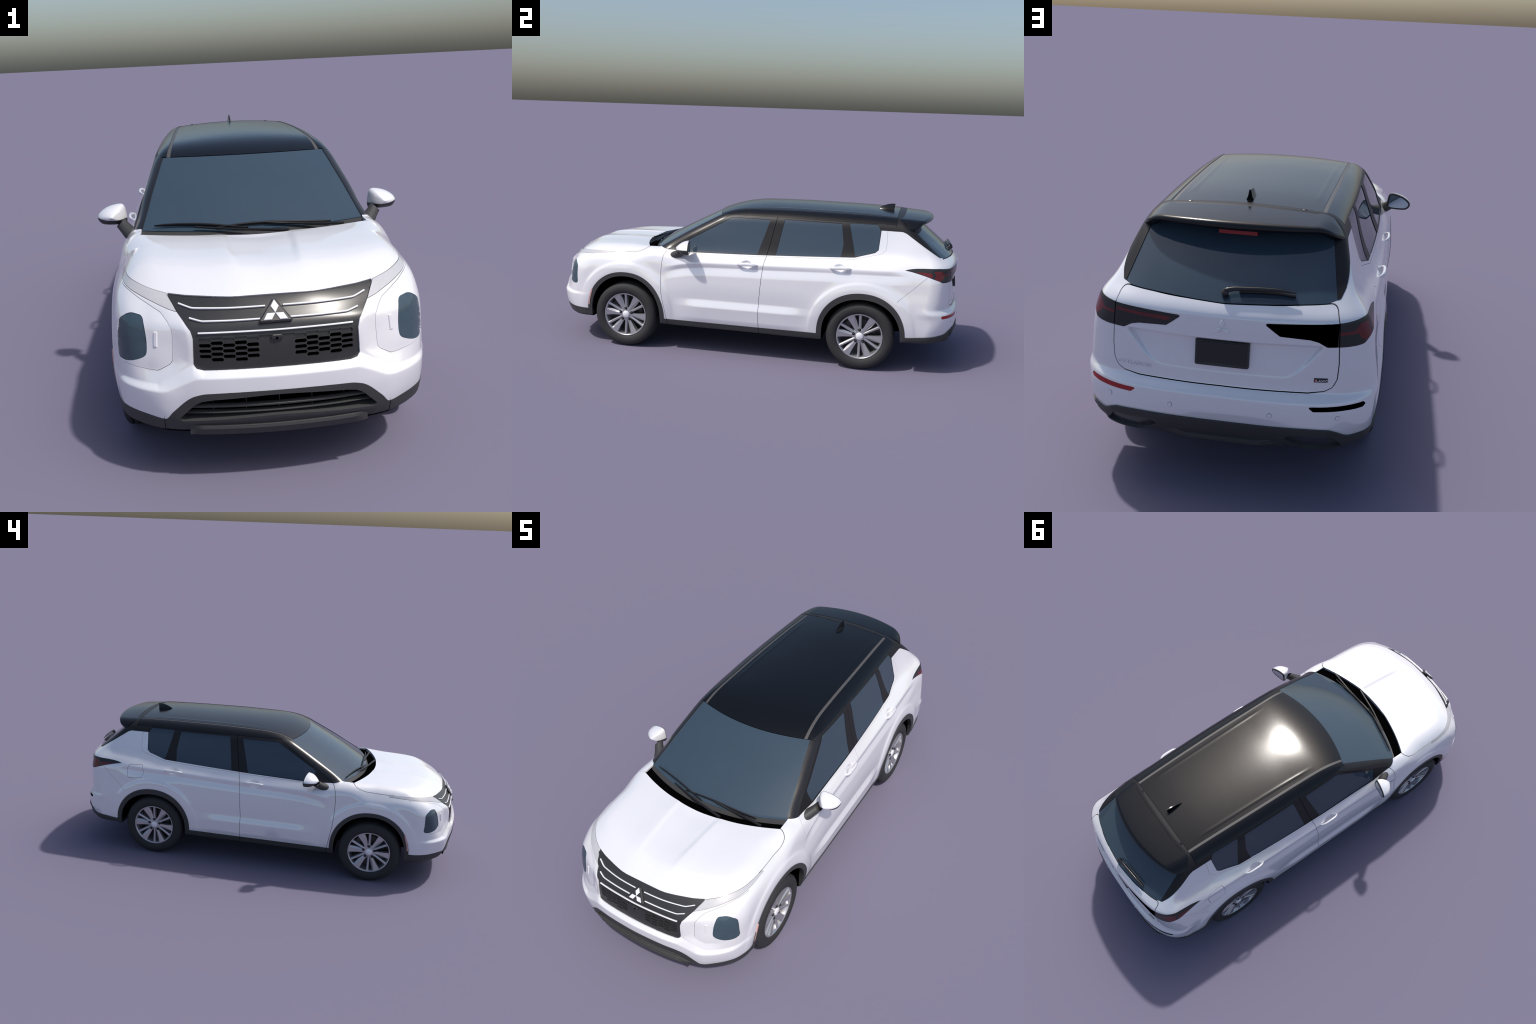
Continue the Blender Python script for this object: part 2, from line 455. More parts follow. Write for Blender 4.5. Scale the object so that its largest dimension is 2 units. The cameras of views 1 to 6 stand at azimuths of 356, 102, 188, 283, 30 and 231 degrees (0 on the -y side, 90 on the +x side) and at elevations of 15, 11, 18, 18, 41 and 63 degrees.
def cut(M, field, where=None, tol=.00025):
    """Split the triangles of M along field == 0 (optionally only where the mask holds)."""
    V, T = M.V, M.T
    if where is not None:
        ok = where(V)
        tm = ok[T].all(1)
    else:
        tm = np.ones(len(T), bool)
    use = np.unique(T[tm])
    g = np.ones(len(V))
    if len(use):
        g[use] = field(V[use])
    g[np.abs(g) < tol] = 0
    tv = g[T]
    hit = tm & (tv.max(1) > 0) & (tv.min(1) < 0)
    if not hit.any():
        return
    H, keep = T[hit], T[~hit]
    E = np.concatenate([H[:, [0, 1]], H[:, [1, 2]], H[:, [2, 0]]])
    cr = g[E[:, 0]] * g[E[:, 1]] < 0
    Es = np.sort(E, 1)
    key = Es[:, 0] * (len(V) + 1) + Es[:, 1]
    uk, first = np.unique(key[cr], return_index=True)
    ue = Es[cr][first]
    ga, gb = g[ue[:, 0]], g[ue[:, 1]]
    t = (ga / (ga - gb))[:, None]
    newV = V[ue[:, 0]] * (1 - t) + V[ue[:, 1]] * t
    nid = np.full(len(key), -1)
    nid[cr] = len(V) + np.searchsorted(uk, key[cr])
    m = len(H)
    e01, e12, e20 = nid[:m], nid[m:2 * m], nid[2 * m:]
    out = []
    for r in range(3):
        a, b, c = H[:, r], H[:, (r + 1) % 3], H[:, (r + 2) % 3]
        ab, bc, ca = [(e01, e12, e20), (e12, e20, e01), (e20, e01, e12)][r]
        s = (ab >= 0) & (ca >= 0)            # a alone on its side
        out += [np.stack([a, ab, ca], 1)[s], np.stack([ab, b, c], 1)[s], np.stack([ab, c, ca], 1)[s]]
        s = (bc >= 0) & (ab < 0) & (ca < 0)  # a lies on the line
        out += [np.stack([a, b, bc], 1)[s], np.stack([a, bc, c], 1)[s]]
    M.V = np.concatenate([V, project(M.fn, newV, 1, .0006)])
    M.T = np.concatenate([keep] + out)
# ------------------------------------------------------------------ scene helpers
SCENE = bpy.context.scene.collection

def node_material(name, colour, rough=.4, metal=0.0, spec=.5, coat=0.0, coat_rough=.03, grain=0.0, grain_scale=60, bump=0.0, rough_var=0.0):
    m = bpy.data.materials.new(name)
    m.use_nodes = True
    nt = m.node_tree
    b = nt.nodes["Principled BSDF"]
    b.inputs["Base Color"].default_value = (*colour, 1)
    b.inputs["Roughness"].default_value = rough
    b.inputs["Metallic"].default_value = metal
    b.inputs["Specular IOR Level"].default_value = spec
    b.inputs["Coat Weight"].default_value = coat
    b.inputs["Coat Roughness"].default_value = coat_rough
    tc = nt.nodes.new("ShaderNodeTexCoord")
    nz = nt.nodes.new("ShaderNodeTexNoise")
    nz.inputs["Scale"].default_value = grain_scale
    nz.inputs["Detail"].default_value = 4
    nt.links.new(tc.outputs["Object"], nz.inputs["Vector"])
    if grain > 0:
        cr = nt.nodes.new("ShaderNodeValToRGB")
        cr.color_ramp.elements[0].position, cr.color_ramp.elements[1].position = .3, .7
        lo = tuple(c * (1 - grain) for c in colour)
        hi = tuple(min(1, c * (1 + grain)) for c in colour)
        cr.color_ramp.elements[0].color, cr.color_ramp.elements[1].color = (*lo, 1), (*hi, 1)
        nt.links.new(nz.outputs["Fac"], cr.inputs["Fac"])
        nt.links.new(cr.outputs["Color"], b.inputs["Base Color"])
    if rough_var > 0:
        mr = nt.nodes.new("ShaderNodeMapRange")
        mr.inputs["To Min"].default_value, mr.inputs["To Max"].default_value = rough - rough_var, rough + rough_var
        nt.links.new(nz.outputs["Fac"], mr.inputs["Value"])
        nt.links.new(mr.outputs["Result"], b.inputs["Roughness"])
    if bump > 0:
        bp = nt.nodes.new("ShaderNodeBump")
        bp.inputs["Strength"].default_value, bp.inputs["Distance"].default_value = bump, .0006
        nt.links.new(nz.outputs["Fac"], bp.inputs["Height"])
        nt.links.new(bp.outputs["Normal"], b.inputs["Normal"])
    return m

MAT = dict(
    white=node_material("white_paint", (.80, .80, .825), .085, metal=.20, coat=.3, coat_rough=.04, rough_var=.01, grain=.006),
    black=node_material("black_paint", (.0032, .0036, .0045), .18, spec=.42, rough_var=.01, grain=.05),
    gloss=node_material("gloss_black_trim", (.014, .013, .014), .24, grain=.05),
    pillar=node_material("satin_black_pillar", (.014, .0138, .0155), .42, spec=.25, grain=.05),
    plastic=node_material("dark_grey_plastic", (.042, .042, .043), .55, spec=.4, grain=.08, grain_scale=250, bump=.15),
    grille=node_material("grille_black", (.026, .026, .027), .30, grain=.05),
    hole=node_material("dark_void", (.0015, .0015, .0015), .9, spec=.0),
    pure=node_material("dead_black", (.0003, .0003, .0003), 1.0, spec=.0),
    glass=node_material("tinted_glass", (.036, .058, .082), .035, spec=.5, grain=.02, grain_scale=8),
    lamp_glass=node_material("lamp_glass", (.045, .072, .095), .06, grain=.05),
    drl=node_material("lamp_clear_lens", (.47, .47, .49), .10, coat=.5, grain=.03),
    chrome=node_material("bright_trim", (.86, .86, .88), .16, metal=.2, grain=.01),
    silver=node_material("silver_alloy", (.50, .50, .515), .28, metal=.75, grain=.02),
    rubber=node_material("tyre_rubber", (.030, .030, .031), .72, spec=.35, grain=.08, grain_scale=200),
    smoke=node_material("smoked_lamp", (.020, .022, .024), .24, spec=.4, grain=.1),
    red=node_material("red_lamp", (.115, .010, .012), .18, grain=.08),
    bright_red=node_material("red_reflector", (.34, .010, .012), .25, grain=.05),
    amber=node_material("pale_side_marker", (.60, .33, .30), .25, grain=.03),
    mirror=node_material("mirror_glass", (.45, .48, .52), .06, metal=.9, grain=.01),
    steel=node_material("brake_steel", (.06, .06, .062), .4, metal=.6, grain=.1),
    pod=node_material("pod_panel", (.042, .046, .051), .22, grain=.08),
    plate=node_material("plate_black", (.012, .013, .015), .45, grain=.05),
    strip=node_material("roof_ditch_strip", (.075, .072, .072), .45, grain=.05),
)

def make_object(name, V, F, mat, parent=None, N=None, smooth=True, mats=None, mat_ids=None):
    me = bpy.data.meshes.new(name)
    V = np.asarray(V, float)
    me.from_pydata(V.tolist(), [], [list(map(int, f)) for f in F])
    for m in (mats or [mat]):
        me.materials.append(MAT[m] if isinstance(m, str) else m)
    if mat_ids is not None:
        me.polygons.foreach_set("material_index", np.asarray(mat_ids, np.int32))
    me.polygons.foreach_set("use_smooth", np.full(len(F), bool(smooth)))
    me.update()
    if N is not None:
        me.normals_split_custom_set_from_vertices(np.asarray(N, float).tolist())
    ob = bpy.data.objects.new(name, me)
    SCENE.objects.link(ob)
    if parent:
        ob.parent = parent
    return ob

def instance(ob, name=None, matrix=None, parent=None):
    c = ob.copy()
    c.name = name or ob.name.split(".")[0]
    SCENE.objects.link(c)
    if matrix is not None:
        c.matrix_local = matrix
    if parent:
        c.parent = parent
    return c

def shade_by_angle(ob, deg=35):
    me = ob.data
    import bmesh
    bm = bmesh.new()
    bm.from_mesh(me)
    for e in bm.edges:
        e.smooth = not (len(e.link_faces) == 2 and e.calc_face_angle(0) > math.radians(deg))
    bm.to_mesh(me)
    bm.free()
    return ob

CAR = bpy.data.objects.new("sport_utility_car", None)
SCENE.objects.link(CAR)
CAR["label"] = "white five-door sport-utility car with a glossy black roof"
CAR["category"] = "car"

def mirror_x(V):
    W = np.array(V, float)
    W[:, 0] *= -1
    return W

def box_pts(lo, hi):
    return [(x, y, z) for x in (lo[0], hi[0]) for y in (lo[1], hi[1]) for z in (lo[2], hi[2])]

BOX_F = [(0, 1, 3, 2), (4, 6, 7, 5), (0, 4, 5, 1), (2, 3, 7, 6), (0, 2, 6, 4), (1, 5, 7, 3)]

# ------------------------------------------------------------------ mesh the skin and cut it
H = .004
SKIN = nets(body, (-.013, -1.012, .098), (.420, 1.012, .745), H, body_grid)
cut(SKIN, lambda P: P[:, 0])
keep = SKIN.V[SKIN.T].mean(1)[:, 0] > 0
SKIN.T = SKIN.T[keep]
SKIN.V[np.abs(SKIN.V[:, 0]) < .0004, 0] = 0

sweep = lambda P: P[:, 1] - SWEEP * P[:, 0] ** 2
BELT = [(-.43, .5035), (-.386, .494), (-.273, .487), (.067, .498), (.515, .516), (.606, .541), (.621, .554), (.627, .642),
        (.724, .641), (.742, .634), (.895, .5335), (.915, .5270), (.932, .5240), (.945, .5215), (.958, .5195), (.97, .518), (1.06, .514), (1.06, .85), (-.43, .85)]
ROOF_EDGE = [(-.20, .640), (-.145, .6655), (-.094, .6715), (0, .6725), (.136, .673), (.476, .6705), (.61, .669), (.80, .664)]
A_LINE = [(-.40, .4885), (-.386, .494), (-.10, .6665), (-.06, .69)]
WINDOWS = {
    "front": ([(-.279, .4905), (.060, .5005), (.1065, .6605), (-.082, .6605), (-.287, .5435)], .004),
    "rear": ([(.147, .503), (.452, .5135), (.459, .572), (.4435, .6625), (.1745, .6655)], .004),
    "quarter": ([(.5165, .5185), (.606, .5435), (.619, .555), (.624, .640), (.610, .6655), (.479, .6665)], .005),
}
GRILLE = [(0, .4405), (.10, .4395), (.20, .4425), (.240, .4455), (.217, .4105), (.205, .397), (.191, .379), (.1865, .360), (.1885, .302),
          (.181, .2935), (.165, .2895), (0, .2905), (-.05, .2905), (-.05, .4405)]
DRL = [(.2405, .4445), (.278, .4505), (.318, .4580), (.340, .4620), (.350, .4635), (.354, .458), (.350, .4515), (.337, .4460), (.308, .4385), (.272, .4280), (.238, .4165), (.2165, .4120)]
HEADLAMP = smooth_closed([(.299, .3985), (.312, .403), (.328, .403), (.344, .394), (.356, .381), (.361, .357), (.3635, .325), (.3640, .297), (.352, .2905), (.335, .294), (.316, .301), (.299, .310), (.2925, .322), (.2915, .350), (.295, .382)], 4)
OPENING = [(-.05, .2325), (.03, .2310), (.148, .2245), (.175, .2200), (.191, .2110), (.227, .1745), (.219, .1680), (.15, .1715), (.03, .1780), (-.05, .1795)]
LOW_FRONT = ([0, .10, .163, .189, .241, .26, .30, .36, .40], [.2410, .2400, .2380, .2320, .190, .169, .1725, .174, .174])
LAMP_IN = [(.2795, .4885), (.110, .4845), (.104, .482), (.141, .4535), (.214, .4475), (.234, .442), (.255, .4295), (.2795, .4295)]
LAMP_TOP = ([.748, .754, .775, .80, .864, .895, .92, .945, 1.0], [.479, .4815, .4865, .490, .4930, .4935, .4915, .489, .489])
LAMP_LOW = ([.748, .754, .80, .900, .918, .945, 1.0], [.479, .4785, .470, .4400, .4315, .4295, .4295])
REFLECTOR = [(.219, .277), (.29, .2785), (.352, .2805), (.358, .273), (.352, .2665), (.29, .2655), (.232, .2655)]
TAILGATE = [(-.1, .515), (.270, .527), (.2805, .488), (.2835, .43), (.286, .384), (.284, .344), (.274, .322), (.255, .3115), (.215, .3065), (.12, .3065), (-.1, .308)]
LOW_REAR = ([0, .1, .2, .27, .29, .32, .33], [.2160, .2165, .2180, .2150, .2070, .1885, .187])
DITCH = ([-.17, -.147, -.1, -.05, 0, .3, .70], [.238, .237, .233, .229, .226, .219, .206])
GAPS_SIDE = [
    ([(-.374, .500), (-.392, .478), (-.3985, .455), (-.4035, .39), (-.400, .31), (-.386, .224), (-.367, .118)], .0021),
    ([(.1385, .675), (.105, .495), (.097, .459), (.088, .363), (.082, .241), (.085, .118)], .0021),
    ([(.848, .4535), (.788, .397), (.723, .338)], .0011),
]
HOOD_SIDE = [(-.80, .4625), (-.673, .4635), (-.559, .469), (-.513, .4805), (-.474, .5035)]

up_low_front = lambda P: P[:, 2] - pchip(*LOW_FRONT, P[:, 0])
def up_low_rear(P):
    return P[:, 2] - np.where(P[:, 0] < .33, pchip(*LOW_REAR, np.minimum(P[:, 0], .33)), pchip([.74, .765, .93, .95], [.172, .174, .187, .188], P[:, 1]))
arch = lambda k, which: (lambda P: (ellipse_r(P[:, 1], P[:, 2], *ARCHES[k][which]) - 1) * .19)
yz = lambda poly, r=0: (lambda P: poly_sdf(P[:, 1], P[:, 2], poly, r))
xz = lambda poly, r=0: (lambda P: poly_sdf(P[:, 0], P[:, 2], poly, r))
roof_edge = lambda P: P[:, 2] - np.interp(P[:, 1], *zip(*ROOF_EDGE))
a_line = lambda P: P[:, 2] - np.interp(P[:, 1], *zip(*A_LINE))
hood_side_c = smooth_line(HOOD_SIDE)
hood_side = lambda P: P[:, 2] - np.interp(P[:, 1], hood_side_c[:, 0], hood_side_c[:, 1])
ws_side = lambda P: P[:, 0] - np.interp(P[:, 1], [-.47, -.428, -.141, -.1], [.321, .317, .2545, .247])
rear_glass_side = lambda P: P[:, 0] - np.interp(P[:, 2], [.50, .526, .625, .70], [.2745, .2695, .2475, .231])
ditch = lambda P: np.abs(P[:, 0] - pchip(*DITCH, P[:, 1])) - .0062
lamp_out = lambda P: np.maximum(np.maximum(P[:, 2] - pchip(*LAMP_TOP, P[:, 1]), pchip(*LAMP_LOW, P[:, 1]) - P[:, 2]), .2795 - P[:, 0])

def hexes(P):
    """Honeycomb of flat hexagons in the lower grille (negative inside a cell)."""
    x, z, best = P[:, 0], P[:, 2], np.full(len(P), 1.0)
    for c in range(5):
        xc = .1605 - .02675 * c
        for r in range(4 if c % 2 else 3):
            zc = (.3500 if c % 2 else .3445) - .0127 * r - .001 * (.16 - xc) / .1
            dx, dz = np.abs(x - xc), np.abs(z - zc)
            best = np.minimum(best, np.maximum(dz - .0043, (dx - .0142) * .80 + dz * .60))
    return best

marker = lambda P: line_dist(P[:, 1], P[:, 2], [(-.7605, .274), (-.769, .246), (-.7755, .222), (-.7785, .197)]) - .0032
FUEL = [(.631, .484), (.703, .479), (.715, .452), (.709, .408), (.632, .416), (.622, .445)]
fuel = lambda P: poly_sdf(P[:, 1], P[:, 2], FUEL, .010)
POD = [(.163, .186), (.177, .1985), (.200, .2005), (.280, .1955), (.306, .1625), (.220, .157)]
tail_red = lambda P: np.minimum(poly_sdf(P[:, 1], P[:, 2], [(.800, .4755), (.864, .4745), (.874, .464), (.866, .4535)], .001),
                                np.maximum(poly_sdf(P[:, 1], P[:, 2], [(.876, .480), (.885, .466), (.880, .447), (.905, .438), (.917, .446), (.921, .459), (.955, .459), (.955, .467), (.926, .466), (.911, .482), (.896, .4825)], .001), .2835 - P[:, 0]))
gate_red = xz([(.277, .479), (.207, .4765), (.144, .477), (.128, .475), (.141, .4665), (.207, .468), (.277, .471)], .0008)
front = lambda P: P[:, 1] < -.72
lamp_zone = lambda P: (P[:, 1] < -.665) & (P[:, 2] > .40)
face = lambda P: P[:, 1] < -.80
low = lambda P: (P[:, 2] < .30)
side = lambda P: P[:, 0] > .22
rear = lambda P: P[:, 1] > .70

CUTS = [
    (arch("front", 0), lambda P: side(P) & (P[:, 1] < -.3)), (arch("front", 1), lambda P: (P[:, 0] > .19) & (P[:, 1] < -.3)),
    (arch("rear", 0), lambda P: side(P) & (P[:, 1] > .3)), (arch("rear", 1), lambda P: (P[:, 0] > .19) & (P[:, 1] > .3)),
    (lambda P: P[:, 2] - .157, lambda P: side(P) & (P[:, 1] > -.41) & (P[:, 1] < .38)),
    (up_low_front, lambda P: P[:, 1] < -.755), (up_low_rear, lambda P: P[:, 1] > .73),
    (yz(BELT, .003), lambda P: (P[:, 1] > -.445) & ((P[:, 0] > .29) | (P[:, 1] > -.3)) & (P[:, 2] < .66)),
    (lambda P: sweep(P) + .563, lambda P: (P[:, 1] < -.42) & (P[:, 0] < .335) & (P[:, 2] > .47)),
    (lambda P: P[:, 0] - .318, lambda P: (P[:, 1] < -.395) & (P[:, 1] > -.50) & (P[:, 2] > .48)),
    (lambda P: sweep(P) + .508, lambda P: (P[:, 1] < -.36) & (P[:, 0] < .335) & (P[:, 2] > .47)),
    (lambda P: sweep(P) + .188, lambda P: (P[:, 1] > -.22) & (P[:, 1] < -.06) & (P[:, 0] < .31)),
    (ws_side, lambda P: (P[:, 1] > -.47) & (P[:, 1] < -.10)),
    (a_line, lambda P: (P[:, 1] > -.40) & (P[:, 1] < -.06) & (P[:, 0] > .24)),
    (roof_edge, lambda P: (P[:, 1] > -.19) & (P[:, 1] < .80) & (P[:, 0] > .20)),
    (ditch, lambda P: (P[:, 1] > -.2) & (P[:, 1] < .71) & (P[:, 0] > .15)),
    (lambda P: P[:, 1] - .694, lambda P: P[:, 2] > .62),
    (xz(GRILLE, .002), face), (xz(DRL, .0015), lamp_zone), (xz(HEADLAMP), face), (xz(OPENING, .004), face),
    (lambda P: P[:, 0] - .2625, lambda P: face(P) & (P[:, 2] < .19)),
    (lambda P: P[:, 2] - pchip([0, .1, .173, .21], [.3685, .3685, .3680, .3685], P[:, 0]), lambda P: face(P) & (P[:, 0] < .2)),
    (lambda P: blind(P), lambda P: face(P) & (P[:, 2] < .37) & (P[:, 2] > .34) & (P[:, 0] < .19)),
    (hexes, lambda P: face(P) & (P[:, 2] < .37) & (P[:, 2] > .29) & (P[:, 0] < .19)),
    (hood_side, lambda P: (P[:, 1] < -.46) & (P[:, 1] > -.80) & (P[:, 0] > .25)),
    (xz(LAMP_IN, .0025), lambda P: P[:, 1] > .90), (lamp_out, lambda P: (P[:, 1] > .74) & (P[:, 0] > .26)),
    (xz(REFLECTOR, .0025), lambda P: P[:, 1] > .86),
    (rear_glass_side, lambda P: (P[:, 1] > .72) & (P[:, 2] > .50)),
    (marker, lambda P: (P[:, 1] < -.7) & (P[:, 0] > .3)), (xz(POD, .003), lambda P: P[:, 1] > .88),
    (lambda P: fuel(P) - .0008, lambda P: (P[:, 1] > .55) & (P[:, 1] < .76) & side(P)), (lambda P: fuel(P) + .0008, lambda P: (P[:, 1] > .55) & (P[:, 1] < .76) & side(P)),
    (tail_red, lambda P: (P[:, 1] > .78) & (P[:, 0] > .27)), (gate_red, lambda P: (P[:, 1] > .92) & (P[:, 0] < .285)),
]
for k in WINDOWS:
    poly, r = WINDOWS[k]
    CUTS.append((yz(poly, r), lambda P: (P[:, 0] > .24) & (P[:, 2] > .47) & (P[:, 2] < .69)))

# narrow shut lines: (signed distance, half width, where)
SEAMS = []
for pts, w in GAPS_SIDE:
    c = smooth_line(pts)
    SEAMS.append((lambda P, c=c: line_side(P[:, 1], P[:, 2], c), w / 2, lambda P: P[:, 0] > .22))
hood_seam = hood_side_c[hood_side_c[:, 0] > -.69]
SEAMS.append((lambda P: line_side(P[:, 1], P[:, 2], hood_seam), .0009, lambda P: (P[:, 1] < -.45) & (P[:, 1] > -.70) & (P[:, 0] > .30)))
SEAMS.append((xz(TAILGATE, .02), .0013, lambda P: (P[:, 1] > .86) & (P[:, 2] < .535) & (P[:, 0] < .30)))
SEAMS.append((xz(PANEL_IN, .012), .00045, lambda P: (P[:, 1] < -.74) & (P[:, 0] < .350)))
SEAMS.append((xz(DRL, .0015), .00045, lambda P: (P[:, 1] < -.66) & (P[:, 2] > .40)))
belt_seam = [(-.33, .4835), (-.222, .4845), (.06, .492), (.516, .5095), (.635, .538), (.654, .556), (.6565, .575), (.656, .641)]
SEAMS.append((lambda P: line_side(P[:, 1], P[:, 2], belt_seam), .0004, lambda P: (P[:, 0] > .24) & (P[:, 1] > -.33)))
SEAMS.append((lambda P: P[:, 0] - .2625, .0007, lambda P: face(P) & (P[:, 2] < .175)))
SEAMS.append((lambda P: sweep(P) + .188, .0008, lambda P: (P[:, 1] > -.22) & (P[:, 1] < -.06) & (P[:, 0] < .275)))
SEAMS.append((lambda P: P[:, 1] - .694, .0008, lambda P: (P[:, 2] > .66)))

# finer triangles where small outlines are cut
near = lambda f, d: (lambda P: np.abs(f(P)) < d)
def blind(P):
    """Shallow half-depth cells along the top row and the middle of the honeycomb."""
    best = np.full(len(P), 1.0)
    for c in range(7):
        xc = .1605 - .02675 * c
        zc = (.3627 if c % 2 else .3572) - .001 * (.16 - xc) / .1
        dx, dz = np.abs(P[:, 0] - xc), np.abs(P[:, 2] - zc)
        best = np.minimum(best, np.maximum(dz - .0043, (dx - .0142) * .80 + dz * .60))
    return np.maximum(best, P[:, 2] - .3632)
in_grille = lambda P: (P[:, 1] < -.88) & (P[:, 2] < .375) & (P[:, 2] > .284) & (P[:, 0] < .20)
refine(SKIN, lambda P: (P[:, 1] < -.80) & (P[:, 2] > .25) & (P[:, 2] < .47))
refine(SKIN, in_grille)
refine(SKIN, lambda P: (P[:, 1] > .74) & (P[:, 2] > .25) & (P[:, 2] < .50))
for f, w in CUTS:
    cut(SKIN, f, w)
for f, hw, w in SEAMS:
    cut(SKIN, f, w, .00006)
    cut(SKIN, lambda P, f=f, hw=hw: np.abs(f(P)) - hw, w, .00004)

V, T = SKIN.V, SKIN.T
N = grad(body, V)
N /= np.linalg.norm(N, axis=1, keepdims=True)
C, CN = V[T].mean(1), N[T].mean(1)
x, y, z = C.T

# ------------------------------------------------------------------ name the regions
lab = np.full(len(T), "", dtype=object)
free = lambda: lab == ""
def claim(name, mask):
    lab[mask & free()] = name

inside_arch = ((arch("front", 1)(C) < 0) & (y < 0) | (arch("rear", 1)(C) < 0) & (y > 0)) & (x > .195)
claim("opening", inside_arch)
claim("underbody", (CN[:, 2] < -.55) & (z < .14))
claim("intake", (xz(OPENING, .004)(C) < 0) & face(C))
for f, hw, w in SEAMS:
    m = w(C) & (np.abs(f(C)) < hw)
    claim("seam", m)
claim("marker", (y < -.7) & (x > .3) & (marker(C) < 0))
claim("fuel_gap", (np.abs(fuel(C)) < .0008) & (y > .55) & (y < .76) & side(C))
claim("fuel_door", (fuel(C) < 0) & (y > .55) & (y < .76) & side(C))
claim("front_wheel_arch", (arch("front", 0)(C) < 0) & (y < -.3) & side(C))
claim("rear_wheel_arch", (arch("rear", 0)(C) < 0) & (y > .3) & side(C))
claim("rocker_panel", (z < .157) & (y > -.41) & (y < .38) & side(C))
claim("lower_frame", (up_low_front(C) < 0) & (y < -.755) & (x < .2625))
claim("front_lip", (up_low_front(C) < 0) & (y < -.755))
claim("pod", (xz(POD, .003)(C) < 0) & (y > .88))
claim("rear_lower_bumper", (up_low_rear(C) < 0) & (y > .73))
upper = (yz(BELT, .003)(C) < 0) & (y > -.43)
front_upper = (sweep(C) > -.563) & (y < -.30) & ((x < .318) | (y > -.418)) & (z > .47) & ((sweep(C) > -.508) | (x < .318))
upper |= front_upper & (y < -.42)
ws = upper & (sweep(C) > -.508) & (sweep(C) < -.188) & (ws_side(C) < 0)
claim("windscreen", ws)
claim("cowl", upper & (sweep(C) <= -.508) & (y < -.36))
roof = upper & (sweep(C) > -.188) & (y < .694) & (roof_edge(C) > 0)
claim("ditch_strip", roof & (ditch(C) < 0))
claim("roof_panel", roof & (x < pchip(*DITCH, y)))
claim("roof_rail", roof)
for k in WINDOWS:
    claim(k + "_side_glass", upper & (yz(*WINDOWS[k])(C) < 0) & (x > .24))
claim("a_pillar", upper & (y < -.06) & (a_line(C) > 0))
claim("rear_window", upper & (y > .72) & (rear_glass_side(C) < 0) & (CN[:, 1] > .3))
claim("d_pillar_trim", upper & (y > .609) & ((y > .72) | (z > .640)))
claim("window_frame", upper)
claim("grille_panel", (xz(GRILLE, .002)(C) < 0) & face(C) & (z > .3685))
claim("grille_cell", (hexes(C) < 0) & face(C))
claim("grille_blind", (blind(C) < 0) & face(C) & (z < .3685))
claim("grille_mesh", (xz(GRILLE, .002)(C) < 0) & face(C))
claim("day_lamp", (xz(DRL, .0015)(C) < 0) & lamp_zone(C))
claim("headlamp", (xz(HEADLAMP)(C) < 0) & face(C))
claim("tail_red", (tail_red(C) < 0) & (y > .78) & (lamp_out(C) < 0))
claim("gate_red", (gate_red(C) < 0) & (y > .92))
claim("tail_lamp", (lamp_out(C) < 0) & (y > .74))
claim("tailgate_lamp", (xz(LAMP_IN, .0025)(C) < 0) & (y > .90))
claim("reflector", (xz(REFLECTOR, .0025)(C) < 0) & (y > .86))
claim("bonnet", (y < -.40) & (hood_side(C) > 0) & (z > .435) & (y > -.95) & ((CN[:, 2] > .35) & (xz(DRL)(C) > 0)) & ((z > .4635) | (xz(GRILLE)(C) > 0) & (z > .4405)))
claim("front_bumper", (y < -.78))
gap1 = smooth_line(GAPS_SIDE[0][0])
gap2 = smooth_line(GAPS_SIDE[1][0])
y1 = np.interp(-z, -gap1[:, 1], gap1[:, 0])
y2 = np.interp(-z, -gap2[:, 1], gap2[:, 0])
claim("front_wing", y < y1)
claim("front_door", y < y2)
claim("rear_door", y < np.interp(z, [.12, .30, .40, .52, .56], [.36, .37, .44, .53, .60]))
claim("tailgate", (y > .86) & (poly_sdf(x, z, TAILGATE, .02) < 0))
claim("rear_bumper", (y > .72) & (z < np.interp(y, [.723, .788, .848, .90, .95], [.338, .397, .4535, .44, .43])) & ((z < .43)))
claim("rear_quarter_panel", lab == "")

